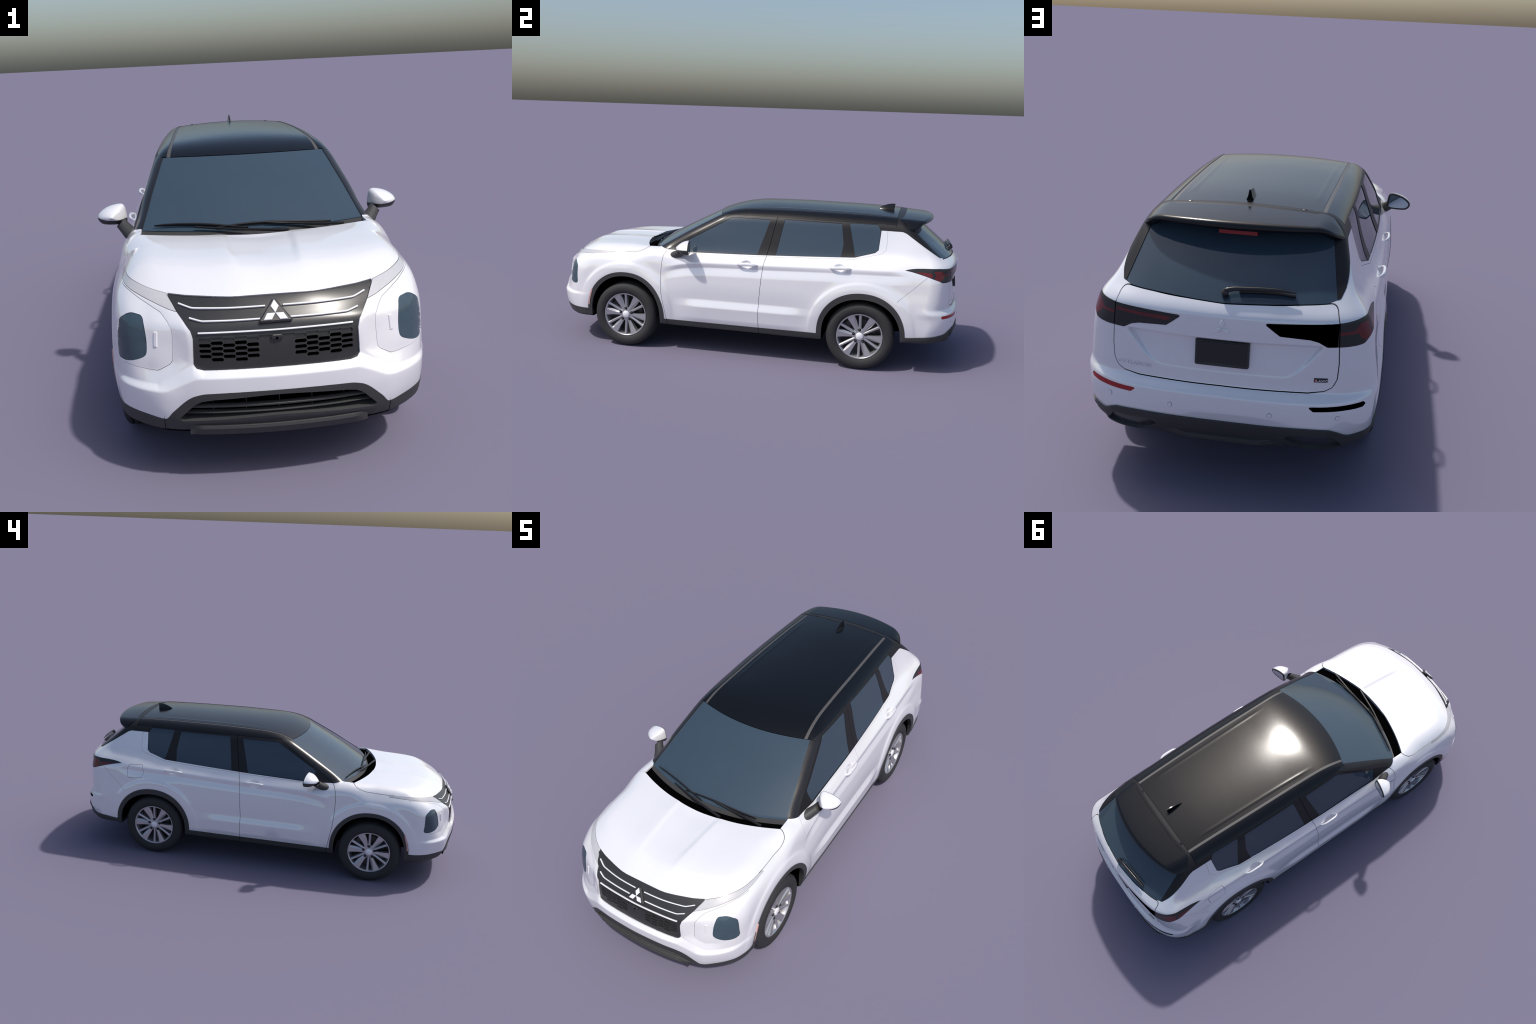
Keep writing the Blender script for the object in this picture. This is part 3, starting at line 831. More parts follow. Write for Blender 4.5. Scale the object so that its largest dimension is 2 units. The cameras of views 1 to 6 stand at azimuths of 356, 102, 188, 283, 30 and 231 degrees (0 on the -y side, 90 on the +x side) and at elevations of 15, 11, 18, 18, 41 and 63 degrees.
# ------------------------------------------------------------------ parts from regions
def extract(names, offset=0.0, rim=.005, both=True, V=None, N=None, T=None, L=None):
    """Triangles of the named regions, lifted by offset, with rims folded inwards."""
    V, N, T, L = (SKIN.V if V is None else V), (globals()["N"] if N is None else N), (SKIN.T if T is None else T), (lab if L is None else L)
    tt = T[np.isin(L, names)]
    if not len(tt):
        return None
    use, inv = np.unique(tt, return_inverse=True)
    tt = inv.reshape(-1, 3)
    v, n = V[use].copy(), N[use].copy()
    mid = v[:, 0] < 1e-6
    n[mid, 0] = 0
    off = offset(v) if callable(offset) else np.full(len(v), offset)
    w = v + n * off[:, None]
    E = np.concatenate([tt[:, [0, 1]], tt[:, [1, 2]], tt[:, [2, 0]]])
    key = np.sort(E, 1)
    k = key[:, 0] * len(v) + key[:, 1]
    u, cnt = np.unique(k, return_counts=True)
    bd = E[np.isin(k, u[cnt == 1])]
    bd = bd[~(mid[bd[:, 0]] & mid[bd[:, 1]])]
    faces = [tuple(t) for t in tt]
    vv, nn = [w], [n]
    if rim > 0 and len(bd):
        a, b = bd[:, 0], bd[:, 1]
        e = w[b] - w[a]
        rn = np.cross(e, n[a] + n[b])
        rn /= np.maximum(np.linalg.norm(rn, axis=1, keepdims=True), 1e-12)
        acc = np.zeros_like(w)
        np.add.at(acc, a, rn)
        np.add.at(acc, b, rn)
        ids = np.unique(bd)
        m = np.full(len(w), -1)
        m[ids] = np.arange(len(ids))
        an = acc[ids] / np.maximum(np.linalg.norm(acc[ids], axis=1, keepdims=True), 1e-9)
        base = len(w)
        vv += [w[ids], w[ids] - n[ids] * rim]
        nn += [an, an]
        k2 = len(ids)
        faces += [(base + m[q], base + m[p], base + k2 + m[p], base + k2 + m[q]) for p, q in bd]
    v, n = np.concatenate(vv), np.concatenate(nn)
    if not both:
        return v, n, faces
    # add the mirrored half, welded along the centre plane
    c = np.abs(v[:, 0]) < 1e-6
    new = np.arange(len(v))
    new[~c] = len(v) + np.arange((~c).sum())
    v2, n2 = mirror_x(v[~c]), mirror_x(n[~c])
    f2 = [tuple(int(new[i]) for i in f[::-1]) for f in faces]
    return np.concatenate([v, v2]), np.concatenate([n, n2]), faces + f2

def part(name, regions, mat, offset=0.0, rim=.005, pair=False, mats=None, **kw):
    regions = [regions] if isinstance(regions, str) else regions
    r = extract(regions, offset, rim, not pair, **kw)
    if r is None:
        print("EMPTY", name)
        return None
    v, n, f = r
    a = make_object(name, v, f, mat, CAR, n)
    if pair:
        b = make_object(name, mirror_x(v), [q[::-1] for q in f], (mats or {}).get("left", mat), CAR, mirror_x(n))
        return a, b
    return a

part("bonnet", "bonnet", "white", rim=.016)
part("front_bumper", "front_bumper", "white", rim=.008)
part("front_wing", "front_wing", "white", pair=True, rim=.008)
part("front_door", "front_door", "white", pair=True, rim=.008)
part("rear_door", "rear_door", "white", pair=True, rim=.006)
for nm, regs, right in (("rear_quarter_panel", ["rear_quarter_panel", "fuel_gap", "fuel_door"], True), ("rear_quarter_panel", ["rear_quarter_panel"], False), ("fuel_door", ["fuel_door"], False)):
    v_, n_, f_ = extract(regs, 0, .008, False)
    if right:
        make_object(nm, v_, f_, "white", CAR, n_)
    else:
        make_object(nm, mirror_x(v_), [q[::-1] for q in f_], "white", CAR, mirror_x(n_))
part("side_marker", "marker", "amber", .0035, .004, pair=True)
part("bumper_pod", "pod", "pod", -.004, .004, pair=True)
part("tailgate", "tailgate", "white", rim=.008)
part("rear_bumper", "rear_bumper", "white", rim=.008)
part("front_wheel_arch_trim", "front_wheel_arch", "plastic", .0025, .022, pair=True)
part("rear_wheel_arch_trim", "rear_wheel_arch", "plastic", .0025, .022, pair=True)
part("rocker_panel", "rocker_panel", "plastic", .0025, .012, pair=True)
part("lower_bumper_frame", "lower_frame", "plastic", lambda v: .0002 + .0032 * sstep(.014, .004, np.abs(np.abs(poly_sdf(v[:, 0], v[:, 2], OPENING, .004)) - .0)), .03)
part("front_lip", "front_lip", "plastic", .001, .012, pair=True)
part("rear_lower_bumper", "rear_lower_bumper", "plastic", lambda v: .001 + .005 * sstep(.016, .004, np.abs(poly_sdf(v[:, 0], v[:, 2], POD, .003))) * (v[:, 1] > .86) + .0035 * (1 - sstep(.009, .015, -up_low_rear(v))), .012)
part("windscreen", "windscreen", "glass", -.0015, .006)
part("cowl", "cowl", "plastic", lambda v: -.050 + .046 * sstep(-.540, -.509, sweep(v)), .0)
part("roof_panel", "roof_panel", "black", 0, .006)
part("roof_rail", "roof_rail", "black", .001, .008, pair=True)
part("roof_strip", "ditch_strip", "strip", -.0015, .002, pair=True)
part("front_side_window", "front_side_glass", "glass", -.0018, .004, pair=True)
part("rear_side_window", "rear_side_glass", "glass", -.0018, .004, pair=True)
part("quarter_window", "quarter_side_glass", "glass", -.0012, .004, pair=True)
part("windscreen_pillar", "a_pillar", "gloss", .001, .006, pair=True)
part("window_frame", "window_frame", "pillar", 0, .006, pair=True)
part("rear_pillar_trim", "d_pillar_trim", "pillar", 0.0008, .006, pair=True)
part("rear_window", "rear_window", "glass", -.001, .006)
part("underbody", "underbody", "hole", 0, 0)
part("panel_seam", "seam", "hole", -.0035, 0)
part("day_running_lamp", "day_lamp", "drl", .0008, .006, pair=True)
part("headlamp", "headlamp", "lamp_glass", lambda v: -.0015 + .0009 * np.sin(v[:, 2] * 210 + v[:, 0] * 25) * sstep(.40, .38, v[:, 2]), .006, pair=True)
part("tail_lamp_light", "tail_red", "red", .0008, .004, pair=True)
part("tailgate_lamp_light", "gate_red", "red", .0008, .004, pair=True, mats={"left": "pure"})
part("intake_back", "intake", "hole", -.07, 0)
part("tail_lamp", "tail_lamp", "smoke", .0008, .006, pair=True)
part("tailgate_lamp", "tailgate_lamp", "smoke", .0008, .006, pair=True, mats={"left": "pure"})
part("rear_reflector", "reflector", "bright_red", -.0005, .004, pair=True, mats={"left": "pure"})

Z1 = lambda x: np.interp(np.abs(x), [0, .10, .182, .188, .213, .24], [.4200, .4190, .4195, .4205, .4275, .434])
Z2 = lambda x: np.interp(np.abs(x), [0, .10, .162, .168, .19, .24], [.3970, .3960, .3962, .3970, .4020, .412])
Z3 = lambda x: pchip([0, .1, .173, .24], [.3735, .3735, .3735, .375], np.abs(x))
def grille_relief(v):
    zz, xx = v[:, 2], v[:, 0]
    out = np.full(len(v), -.0045)
    for lo, hi in ((Z1(xx), .4405 + 0 * xx), (Z2(xx), Z1(xx)), (Z3(xx), Z2(xx))):
        t = (zz - lo) / np.maximum(hi - lo, 1e-4)
        m = (t >= 0) & (t <= 1)
        out = np.where(m, -.006 + .0055 * np.sin(np.clip(t, 0, 1) * math.pi) ** .7, out)
    return out
part("grille_panel", "grille_panel", "grille", grille_relief, .008)
part("grille_mesh", "grille_mesh", "grille", -.004, .006)
part("grille_pocket", "grille_blind", "grille", -.0075, 0)
part("grille_back", ["grille_cell", "grille_mesh", "grille_blind"], "hole", -.055, 0)
inner = [n for n in np.unique(lab) if n not in ("opening", "intake", "underbody", "grille_cell", "grille_mesh", "grille_blind")]
part("inner_shell", inner, "hole", -.016, 0)
# ------------------------------------------------------------------ spoiler (own skin)
SP = nets(spoiler, (-.013, .640, .590), (.300, .880, .735), .004)
cut(SP, lambda P: P[:, 0])
SP.T = SP.T[SP.V[SP.T].mean(1)[:, 0] > 0]
SP.V[np.abs(SP.V[:, 0]) < .0004, 0] = 0
GAP_CURVE = lambda P: .6955 + .052 * sstep(.212, .268, P[:, 0])
cut(SP, lambda P: P[:, 1] - GAP_CURVE(P))
panel_line = lambda P: poly_sdf(P[:, 0], P[:, 1], [(-.198, .60), (.198, .60), (.1985, .708), (.190, .7165), (.10, .7235), (0, .7255), (-.10, .7235), (-.19, .7165), (-.1985, .708)], .008)
cut(SP, panel_line, lambda P: (P[:, 2] > .67), .00006)
cut(SP, lambda P: np.abs(panel_line(P)) - .0009, lambda P: (P[:, 2] > .67), .00006)
sc = SP.V[SP.T].mean(1)
SP_N = grad(spoiler, SP.V)
SP_N /= np.linalg.norm(SP_N, axis=1, keepdims=True)
sl = np.full(len(SP.T), "", dtype=object)
sl[sc[:, 1] > GAP_CURVE(sc)] = "spoiler"
sl[(sl == "spoiler") & (sc[:, 2] > .68) & (panel_line(sc) < 0)] = "hatch_strip"
sl[(sl != "") & (np.abs(panel_line(sc)) < .0009) & (sc[:, 2] > .68)] = "spoiler_seam"
kw = dict(V=SP.V, N=SP_N, T=SP.T, L=sl)
part("roof_spoiler", "spoiler", "black", 0, .006, **kw)
part("spoiler_base", "hatch_strip", "black", -.001, .006, **kw)
part("spoiler_seam", "spoiler_seam", "hole", -.003, 0, **kw)

# ------------------------------------------------------------------ points on the skin
def on_skin(axis, a, b, start, end):
    """Find the skin along one axis by bisection; (a, b) are the other two coordinates."""
    a, b = np.atleast_1d(np.asarray(a, float)), np.atleast_1d(np.asarray(b, float))
    a, b = np.broadcast_arrays(a, b)
    def P(t):
        c = [a, b]
        c.insert(axis, t)
        return np.stack(c, 1)
    ts = np.linspace(start, end, 120)
    vals = body(np.concatenate([P(np.full(a.shape, t)) for t in ts])).reshape(len(ts), -1)
    first = np.argmax(vals < 0, 0)
    lo, hi = ts[np.maximum(first - 1, 0)], ts[first]
    for _ in range(9):
        m = (lo + hi) / 2
        ins = body(P(m)) < 0
        hi, lo = np.where(ins, m, hi), np.where(ins, lo, m)
    p = P((lo + hi) / 2)
    n = grad(body, p)
    return p, n / np.linalg.norm(n, axis=1, keepdims=True)

nose_at = lambda x, z: on_skin(1, x, z, -1.06, -.55)
tail_at = lambda x, z: on_skin(1, x, z, 1.06, .55)
side_at = lambda y, z: on_skin(0, y, z, .45, .15)
top_at = lambda x, y: on_skin(2, x, y, .78, .40)

def sweep_bar(path, normals, half_w, thick, name, mat, parent=CAR, ends=True, n_sec=10, taper=None, square=.5):
    """Rounded bar swept along a path; lies on the normals' side."""
    path, normals = np.asarray(path, float), np.asarray(normals, float)
    tan = np.gradient(path, axis=0)
    tan /= np.linalg.norm(tan, axis=1, keepdims=True)
    nrm = normals - (normals * tan).sum(1, keepdims=True) * tan
    nrm /= np.linalg.norm(nrm, axis=1, keepdims=True)
    sd = np.cross(tan, nrm)
    ang = np.arange(n_sec) / n_sec * 2 * math.pi
    cs, sn = np.cos(ang), np.sin(ang)
    px, py = np.sign(cs) * np.abs(cs) ** square, np.sign(sn) * np.abs(sn) ** square
    tp = np.ones(len(path)) if taper is None else np.asarray(taper)
    V = []
    for i in range(len(path)):
        V.append(path[i] + sd[i] * (px * half_w * tp[i])[:, None] + nrm[i] * (py * thick * tp[i])[:, None])
    V = np.concatenate(V)
    F = []
    for i in range(len(path) - 1):
        for j in range(n_sec):
            a, b = i * n_sec + j, i * n_sec + (j + 1) % n_sec
            F.append((a, b, b + n_sec, a + n_sec))
    F.append(tuple(range(n_sec))[::-1])
    F.append(tuple(len(V) - n_sec + j for j in range(n_sec)))
    return shade_by_angle(make_object(name, V, F, mat, parent), 50)

def lathe(profile, name, mat, parent, seg=72, axis_x=True, closed=False):
    """Turn a profile of (x, r) about the x axis."""
    pr = np.asarray(profile, float)
    a = np.arange(seg) / seg * 2 * math.pi
    V = np.concatenate([np.stack([np.full(seg, p[0]), p[1] * np.cos(a), p[1] * np.sin(a)], 1) for p in pr])
    F, m = [], len(pr)
    for i in range(m if closed else m - 1):
        for j in range(seg):
            k, k2 = i * seg, ((i + 1) % m) * seg
            F.append((k + j, k2 + j, k2 + (j + 1) % seg, k + (j + 1) % seg))
    ob = make_object(name, V, F, mat, parent)
    return shade_by_angle(ob, 40)

def prism(poly, depth, name, mat, parent, place, bevel=0.0):
    """Flat shape (u, v) with thickness; place(u, v, h) gives the point in space."""
    poly = np.asarray(poly, float)
    n = len(poly)
    rings = [(poly, 0.0), (poly, depth)]
    if bevel > 0:
        rings = [(poly, 0.0), (poly, depth - bevel), (inset(poly, bevel), depth)]
    V = np.concatenate([np.array([place(u, v, h) for u, v in q]) for q, h in rings])
    F = []
    for r in range(len(rings) - 1):
        F += [(r * n + i, r * n + (i + 1) % n, (r + 1) * n + (i + 1) % n, (r + 1) * n + i) for i in range(n)]
    F.append(tuple((len(rings) - 1) * n + i for i in range(n)))
    F.append(tuple(range(n))[::-1])
    ob = make_object(name, V, F, mat, parent, smooth=False)
    import bmesh
    bm = bmesh.new()
    bm.from_mesh(ob.data)
    bmesh.ops.recalc_face_normals(bm, faces=bm.faces)
    bm.to_mesh(ob.data)
    bm.free()
    return ob

# ------------------------------------------------------------------ nose details
for zf, x0, x1 in ((Z1, .020, .2135), (Z2, .034, .1905), (Z3, .0, .1735)):
    for sgn in ((1, -1) if x0 > 0 else (1,)):
        xs = np.linspace(x0, x1, 40) if x0 > 0 else np.linspace(-x1, x1, 80)
        p, n = nose_at(np.abs(xs), zf(xs))
        p[:, 0] = xs * sgn
        n[:, 0] *= np.sign(xs) * sgn
        sweep_bar(p + n * -.0015, n, .0021, .0035, "grille_bar", "chrome")

def diamond(a, b, s):
    """One of three rhombi: tip direction angle a, half-length b, half-width s."""
    c = np.array([math.cos(a), math.sin(a)])
    d = np.array([-c[1], c[0]])
    return [np.zeros(2) + c * .0008, c * b + d * s, c * 2 * b, c * b - d * s]

def three_diamonds(name, mat, place, size, depth):
    for k in range(3):
        a = math.pi / 2 + k * 2 * math.pi / 3
        prism([q * size for q in diamond(a, .5, .2887)], depth, name, mat, CAR, place, depth * .3)

pc, nc = nose_at(0.0, .4035)
sl_p, _ = nose_at(np.array([0., 0.]), np.array([.384, .428]))
up_v = sl_p[1] - sl_p[0]
up_v /= np.linalg.norm(up_v)
out_v = np.array([0, -up_v[2], up_v[1]])
if out_v[1] > 0:
    out_v = -out_v
place_front = lambda u, v, h: pc[0] + np.array([1, 0, 0]) * u + up_v * v + out_v * (h + .001)
tri = np.array([(-.0345, -.0205), (.0345, -.0205), (.0375, -.0165), (.004, .0335), (-.004, .0335), (-.0375, -.0165)])
prism(tri, .008, "emblem_base", "grille", CAR, place_front, .003)
three_diamonds("emblem_diamond", "chrome", lambda u, v, h: place_front(u, v - .0005, h + .007), .0315, .004)

# small camera bump and head-lamp washer flaps
p0, n0 = nose_at(0.0, .3585)
prism([(-.012, -.006), (.012, -.006), (.013, .002), (.009, .006), (-.009, .006), (-.013, .002)], .006, "front_camera", "grille", CAR,
      lambda u, v, h: p0[0] + np.array([u, -h + .002, v]), .002)
prism([(.003 * math.cos(t), .003 * math.sin(t)) for t in np.linspace(0, 6.28, 13)[:-1]], .002, "camera_lens", "hole", CAR,
      lambda u, v, h: p0[0] + np.array([u, -h - .0036, v - .002]), .0005)
for sg in (1, -1):
    q, qn = nose_at(.270, .352)
    e2 = np.cross(qn[0], [0, 0, 1.0])
    e2 /= np.linalg.norm(e2)
    e3 = np.cross(e2, qn[0])
    prism([(-.0042, -.017), (.0042, -.017), (.0042, .017), (-.0042, .017)], .003, "washer_cover", "white", CAR,
          lambda u, v, h: (q[0] + e2 * u + e3 * v + qn[0] * (h - .0005)) * np.array([sg, 1, 1]), .001)

# lower intake: slats and ribs in front of the dark duct
for zc, x1, hw in ((.2040, .200, .0034), (.1880, .212, .0016)):
    xs = np.linspace(-x1, x1, 50)
    p, n = nose_at(np.abs(xs), np.full(50, zc))
    p[:, 0] = xs
    n[:, 0] *= np.sign(xs)
    sweep_bar(p + np.array([0, .011, 0]), n, hw, .007, "intake_slat", "plastic")
for xr in (-.15, -.075, .0, .075, .15):
    p, n = nose_at(abs(xr), .203)
    c = p[0] * np.array([np.sign(xr) if xr else 1, 1, 1]) + np.array([0, .024, 0])
    make_object("intake_rib", box_pts(c + [-.0008, -.006, -.025], c + [.0008, .006, .025]), BOX_F, "plastic", CAR, smooth=False)
# skid plate under the intake
xs = np.linspace(-.206, .206, 41)
p, n = nose_at(np.abs(xs), np.full(41, .150))
yb = p[:, 1]
tp = sstep(.206, .176, np.abs(xs))
rows = [(.157, .001, 0), (.153, -.007, 1), (.146, -.008, 1), (.1395, -.004, 1), (.1265, .004, 1), (.1235, .03, 1), (.123, .09, 1)]
Vs = np.concatenate([np.stack([xs, yb + dy * (tp if k else 1) + (.0), zz + (1 - tp) * .004 * k], 1) for zz, dy, k in rows])
Fs = [(r * 41 + i, r * 41 + i + 1, (r + 1) * 41 + i + 1, (r + 1) * 41 + i) for r in range(len(rows) - 1) for i in range(40)]
shade_by_angle(make_object("skid_plate", Vs, Fs, "plastic", CAR), 30)

# ------------------------------------------------------------------ tail details
pe, ne = tail_at(0.0, .462)
three_diamonds("rear_emblem", "white", lambda u, v, h: np.array([-u, float(tail_at(abs(u), .462 + v)[0][0, 1]) + h - .001, .4635 + v]), .0235, .0045)

def plate_place(u, v, h):
    return np.array([u, .9705 + (.392 - (.392 + v)) * .10 + h, .392 + v])
prism([(-.0675, -.030), (-.064, -.0325), (.064, -.0325), (.0675, -.030), (.0675, .0315), (-.0675, .0315)], .008, "plate_holder", "plastic", CAR, plate_place, .0015)
prism([(-.0625, -.026), (-.046, -.026), (-.042, -.0225), (.042, -.0225), (.046, -.026), (.0625, -.026), (.0625, .029), (-.0625, .029)], .0095, "number_plate", "plate", CAR, plate_place, .0008)

def lettering(text, name, mat, size, depth, place):
    cu = bpy.data.curves.new(name, "FONT")
    cu.body, cu.size, cu.extrude, cu.align_x = text, size, depth, "CENTER"
    cu.space_character = 1.15
    ob = bpy.data.objects.new(name, cu)
    SCENE.objects.link(ob)
    bpy.context.view_layer.update()
    me = bpy.data.meshes.new_from_object(ob.evaluated_get(bpy.context.evaluated_depsgraph_get()))
    bpy.data.objects.remove(ob)
    co = np.array([v.co[:] for v in me.vertices])
    me.vertices.foreach_set("co", place(co[:, 0], co[:, 1], co[:, 2]).ravel())
    me.update()
    me.materials.clear()
    me.materials.append(MAT[mat])
    o = bpy.data.objects.new(name, me)
    SCENE.objects.link(o)
    o.parent = CAR
    return o

def rear_place(xc, zc, lift, slope=0.0):
    def f(u, v, h):
        X = xc - np.atleast_1d(u)
        p, n = tail_at(np.abs(X), zc + np.atleast_1d(v))
        q = p + n * (np.atleast_1d(h) + lift)[:, None]
        q[:, 0] *= np.sign(xc)
        return q
    return f
lettering("OUTLANDER", "model_lettering", "white", .0142, .0014, rear_place(.2275, .3300, .0006))
bp = rear_place(-.2445, .341, 0)
prism([(-.0165, -.0055), (.0165, -.0055), (.0165, .0055), (-.0165, .0055)], .0018, "badge", "gloss", CAR, lambda u, v, h: bp(-u, v, h)[0], .0003)
lettering("S-AWC", "badge_lettering", "chrome", .0085, .0004, rear_place(-.246, .3375, .0022))
prism([(-.003, -.003), (.003, -.003), (.003, .003), (-.003, .003)], .0024, "badge_mark", "bright_red", CAR, lambda u, v, h: bp(u - .0125, v, h)[0], .0003)

for xx, zz in ((.126, .249), (.292, .247)):
    for sg in (1, -1):
        p, n = tail_at(xx, zz)
        t1 = np.cross(n[0], [0, 0, 1.0])
        t1 /= np.linalg.norm(t1)
        t2 = np.cross(t1, n[0])
        circ = [(math.cos(t), math.sin(t)) for t in np.linspace(0, 2 * math.pi, 21)[:-1]]
        prism([(c[0] * .0062, c[1] * .0062) for c in circ], .0009, "sensor_ring", "pillar", CAR, lambda u, v, h: (p[0] + t1 * u + t2 * v + n[0] * (h - .0006)) * np.array([sg, 1, 1]))
        prism([(c[0] * .0056, c[1] * .0056) for c in circ], .0018, "parking_sensor", "white", CAR, lambda u, v, h: (p[0] + t1 * u + t2 * v + n[0] * (h - .0005)) * np.array([sg, 1, 1]), .0004)

# rear wiper
ends = [(0.004, .536), (-.02, .541), (-.085, .5435), (-.13, .543), (-.168, .539)]
path, nn_ = [], []
for xx, zz in zip(np.interp(np.linspace(0, 1, 18), np.linspace(0, 1, 5), [e[0] for e in ends]), np.interp(np.linspace(0, 1, 18), np.linspace(0, 1, 5), [e[1] for e in ends])):
    p, n = tail_at(abs(xx), zz)
    path.append(p[0] * np.array([np.sign(xx), 1, 1]) + n[0] * np.array([np.sign(xx), 1, 1]) * .016)
    nn_.append(n[0] * np.array([np.sign(xx), 1, 1]))
tt = np.linspace(0, 1, 18)
sweep_bar(path, nn_, .0062, .0055, "rear_wiper", "gloss", taper=np.interp(tt, [0, .05, .2, .7, 1], [.7, 1, .9, .8, .3]), square=.8)
blade = [q - n * .009 - np.array([0, 0, .004]) for q, n in zip(path[5:], nn_[5:])]
sweep_bar(blade, nn_[5:], .003, .005, "rear_wiper_blade", "gloss", square=.8)
p, n = tail_at(.002, .534)
t1 = np.array([1.0, 0, 0])
t2 = np.cross(n[0], t1)
prism([(math.cos(t) * .0085, math.sin(t) * .0085) for t in np.linspace(0, 2 * math.pi, 17)[:-1]], .018, "rear_wiper_pivot", "gloss", CAR, lambda u, v, h: p[0] + t1 * u + t2 * v + n[0] * h, .004)

# high brake lamp under the spoiler lip
make_object("high_brake_lamp", box_pts((-.050, .800, .652), (.050, .817, .668)), BOX_F, "bright_red", CAR, smooth=False)

# rear under-guard
xs = np.linspace(-.162, .162, 45)
p, n = tail_at(np.abs(xs), np.full(45, .160))
tp = sstep(.164, .08, np.abs(xs))
rows = [(.168, .001), (.163, .009), (.156, .009), (.152, .003), (.147, .003), (.143, -.004), (.137, -.012), (.136, -.06)]
Vs = np.concatenate([np.stack([xs, p[:, 1] + dy * (.3 + .7 * tp), zz + .014 * (1 - tp)], 1) for zz, dy in rows])
Fs = [(r * 45 + i + 1, r * 45 + i, (r + 1) * 45 + i, (r + 1) * 45 + i + 1) for r in range(len(rows) - 1) for i in range(44)]
shade_by_angle(make_object("rear_under_guard", Vs, Fs, "plastic", CAR), 30)

# ------------------------------------------------------------------ roof details
fin_y = np.linspace(0, 1, 15)
Vf, Ff = [], []
for t in fin_y:
    yy = .588 + .078 * t
    hh = .030 * (1 - (1 - t) ** 1.8) ** .9 + .0005
    ww = .0105 * (math.sin(min(1, t * 1.5 + .12) * math.pi / 2)) + .0005
    zb = float(top_at(0.0, yy)[0][0, 2]) - .002
    for u, v in ((-1, 0), (-.55, .35), (-.3, .8), (-.2, 1), (.2, 1), (.3, .8), (.55, .35), (1, 0)):
        Vf.append((u * ww, yy + (0.004 * v if t == 1 else 0), zb + v * hh))
for i in range(14):
    Ff += [(i * 8 + j, (i + 1) * 8 + j, (i + 1) * 8 + j + 1, i * 8 + j + 1) for j in range(7)]
Ff.append(tuple(14 * 8 + j for j in range(8)))
shade_by_angle(make_object("roof_antenna", Vf, Ff, "black", CAR), 40)
for sg in (1, -1):
    p, n = top_at(.155, .703)
    Vh, Fh = [], []
    for i in range(7):
        for j in range(16):
            r, a = i / 6, j / 16 * 2 * math.pi
            Vh.append(((p[0][0] + .020 * r * math.cos(a)) * sg, p[0][1] - .003 + .011 * r * math.sin(a), p[0][2] - .0012 + .0040 * math.cos(r * math.pi / 2) ** 2 - .0015 * r))
    for i in range(6):
        Fh += [((i * 16 + j), (i * 16 + (j + 1) % 16), ((i + 1) * 16 + (j + 1) % 16), ((i + 1) * 16 + j))[::(-1 if sg > 0 else 1)] for j in range(16)]
    make_object("hinge_bump", Vh, Fh, "black", CAR)

# ------------------------------------------------------------------ windscreen wipers
def wiper(pivot, elbow, tip, blade0, blade1):
    pts = np.array([pivot, ((np.array(pivot) + elbow) / 2), elbow, tip], float)
    xs = smooth_line(pts, 20)
    p, n = top_at(np.abs(xs[:, 0]), xs[:, 1])
    sgn = np.where(xs[:, 0] < 0, -1.0, 1.0)
    p[:, 0], n[:, 0] = xs[:, 0], n[:, 0] * sgn
    sweep_bar(p + n * np.linspace(.001, .010, 20)[:, None], n, .0038, .003, "wiper_arm", "pillar", taper=np.linspace(1.4, .7, 20))
    xb = np.linspace(blade0, blade1, 24)
    p, n = top_at(np.abs(xb[:, 0]), xb[:, 1])
    p[:, 0], n[:, 0] = xb[:, 0], n[:, 0] * np.where(xb[:, 0] < 0, -1.0, 1.0)
    sweep_bar(p + n * .006, n, .0026, .0045, "wiper_blade", "pillar", taper=np.interp(np.linspace(0, 1, 24), [0, .1, .5, .9, 1], [.5, .9, 1.2, .9, .5]))
wiper((.088, -.549), (-.04, -.522), (-.165, -.482), np.array((-.279, -.434)), np.array((-.020, -.510)))
wiper((.248, -.508), (.13, -.500), (.030, -.493), np.array((-.105, -.494)), np.array((.215, -.488)))

# ------------------------------------------------------------------ door mirrors
MIRROR = smooth_closed([(.3695, .498), (.371, .525), (.3765, .545), (.390, .5505), (.424, .543), (.449, .5285), (.4585, .513), (.453, .499), (.438, .4905), (.400, .488), (.378, .490)], 5)
M_BACK, M_DEPTH = -.253, .064
MC = np.array([.410, .5185])
_rel = MIRROR - MC
_ang = np.arctan2(_rel[:, 1], _rel[:, 0])
_ord = np.argsort(_ang)
_ra, _rr = _ang[_ord], np.linalg.norm(_rel, axis=1)[_ord]
def mirror_outline(x, z):
    """Smooth star-shaped outline of the mirror, negative inside."""
    th, rho = np.arctan2(z - MC[1], x - MC[0]), np.hypot(x - MC[0], z - MC[1])
    R = np.interp(th, np.concatenate([_ra - 2 * math.pi, _ra, _ra + 2 * math.pi]), np.tile(_rr, 3))
    return (rho / R - 1) * .030
def mirror_fn(P):
    x, y, z = P.T
    t = np.clip((M_BACK - y) / M_DEPTH, -.2, 1.6)
    a = mirror_outline(x + .10 * (M_BACK - y) * -.35, z) + .028 * np.abs(t) ** 2.6 * (t > 0)
    return smax(a, (y - M_BACK - (x - .41) * .20), .006)
MM = nets(mirror_fn, (.345, -.330, .470), (.480, -.230, .570), .0025)
split = lambda P: P[:, 2] - np.interp(P[:, 0], [.36, .40, .43, .46], [.509, .508, .5105, .5155])
glass_f = lambda P: np.maximum(poly_sdf(P[:, 0], P[:, 2], inset(np.array(MIRROR), .0065)), -(P[:, 1] - M_BACK - (P[:, 0] - .41) * .20 + .004))
back_f = lambda P: P[:, 1] - M_BACK - (P[:, 0] - .41) * .20 + .0055
cut(MM, split, lambda P: P[:, 1] < M_BACK + .02)
cut(MM, back_f)
cut(MM, glass_f, lambda P: back_f(P) > -.001)
mc = MM.V[MM.T].mean(1)
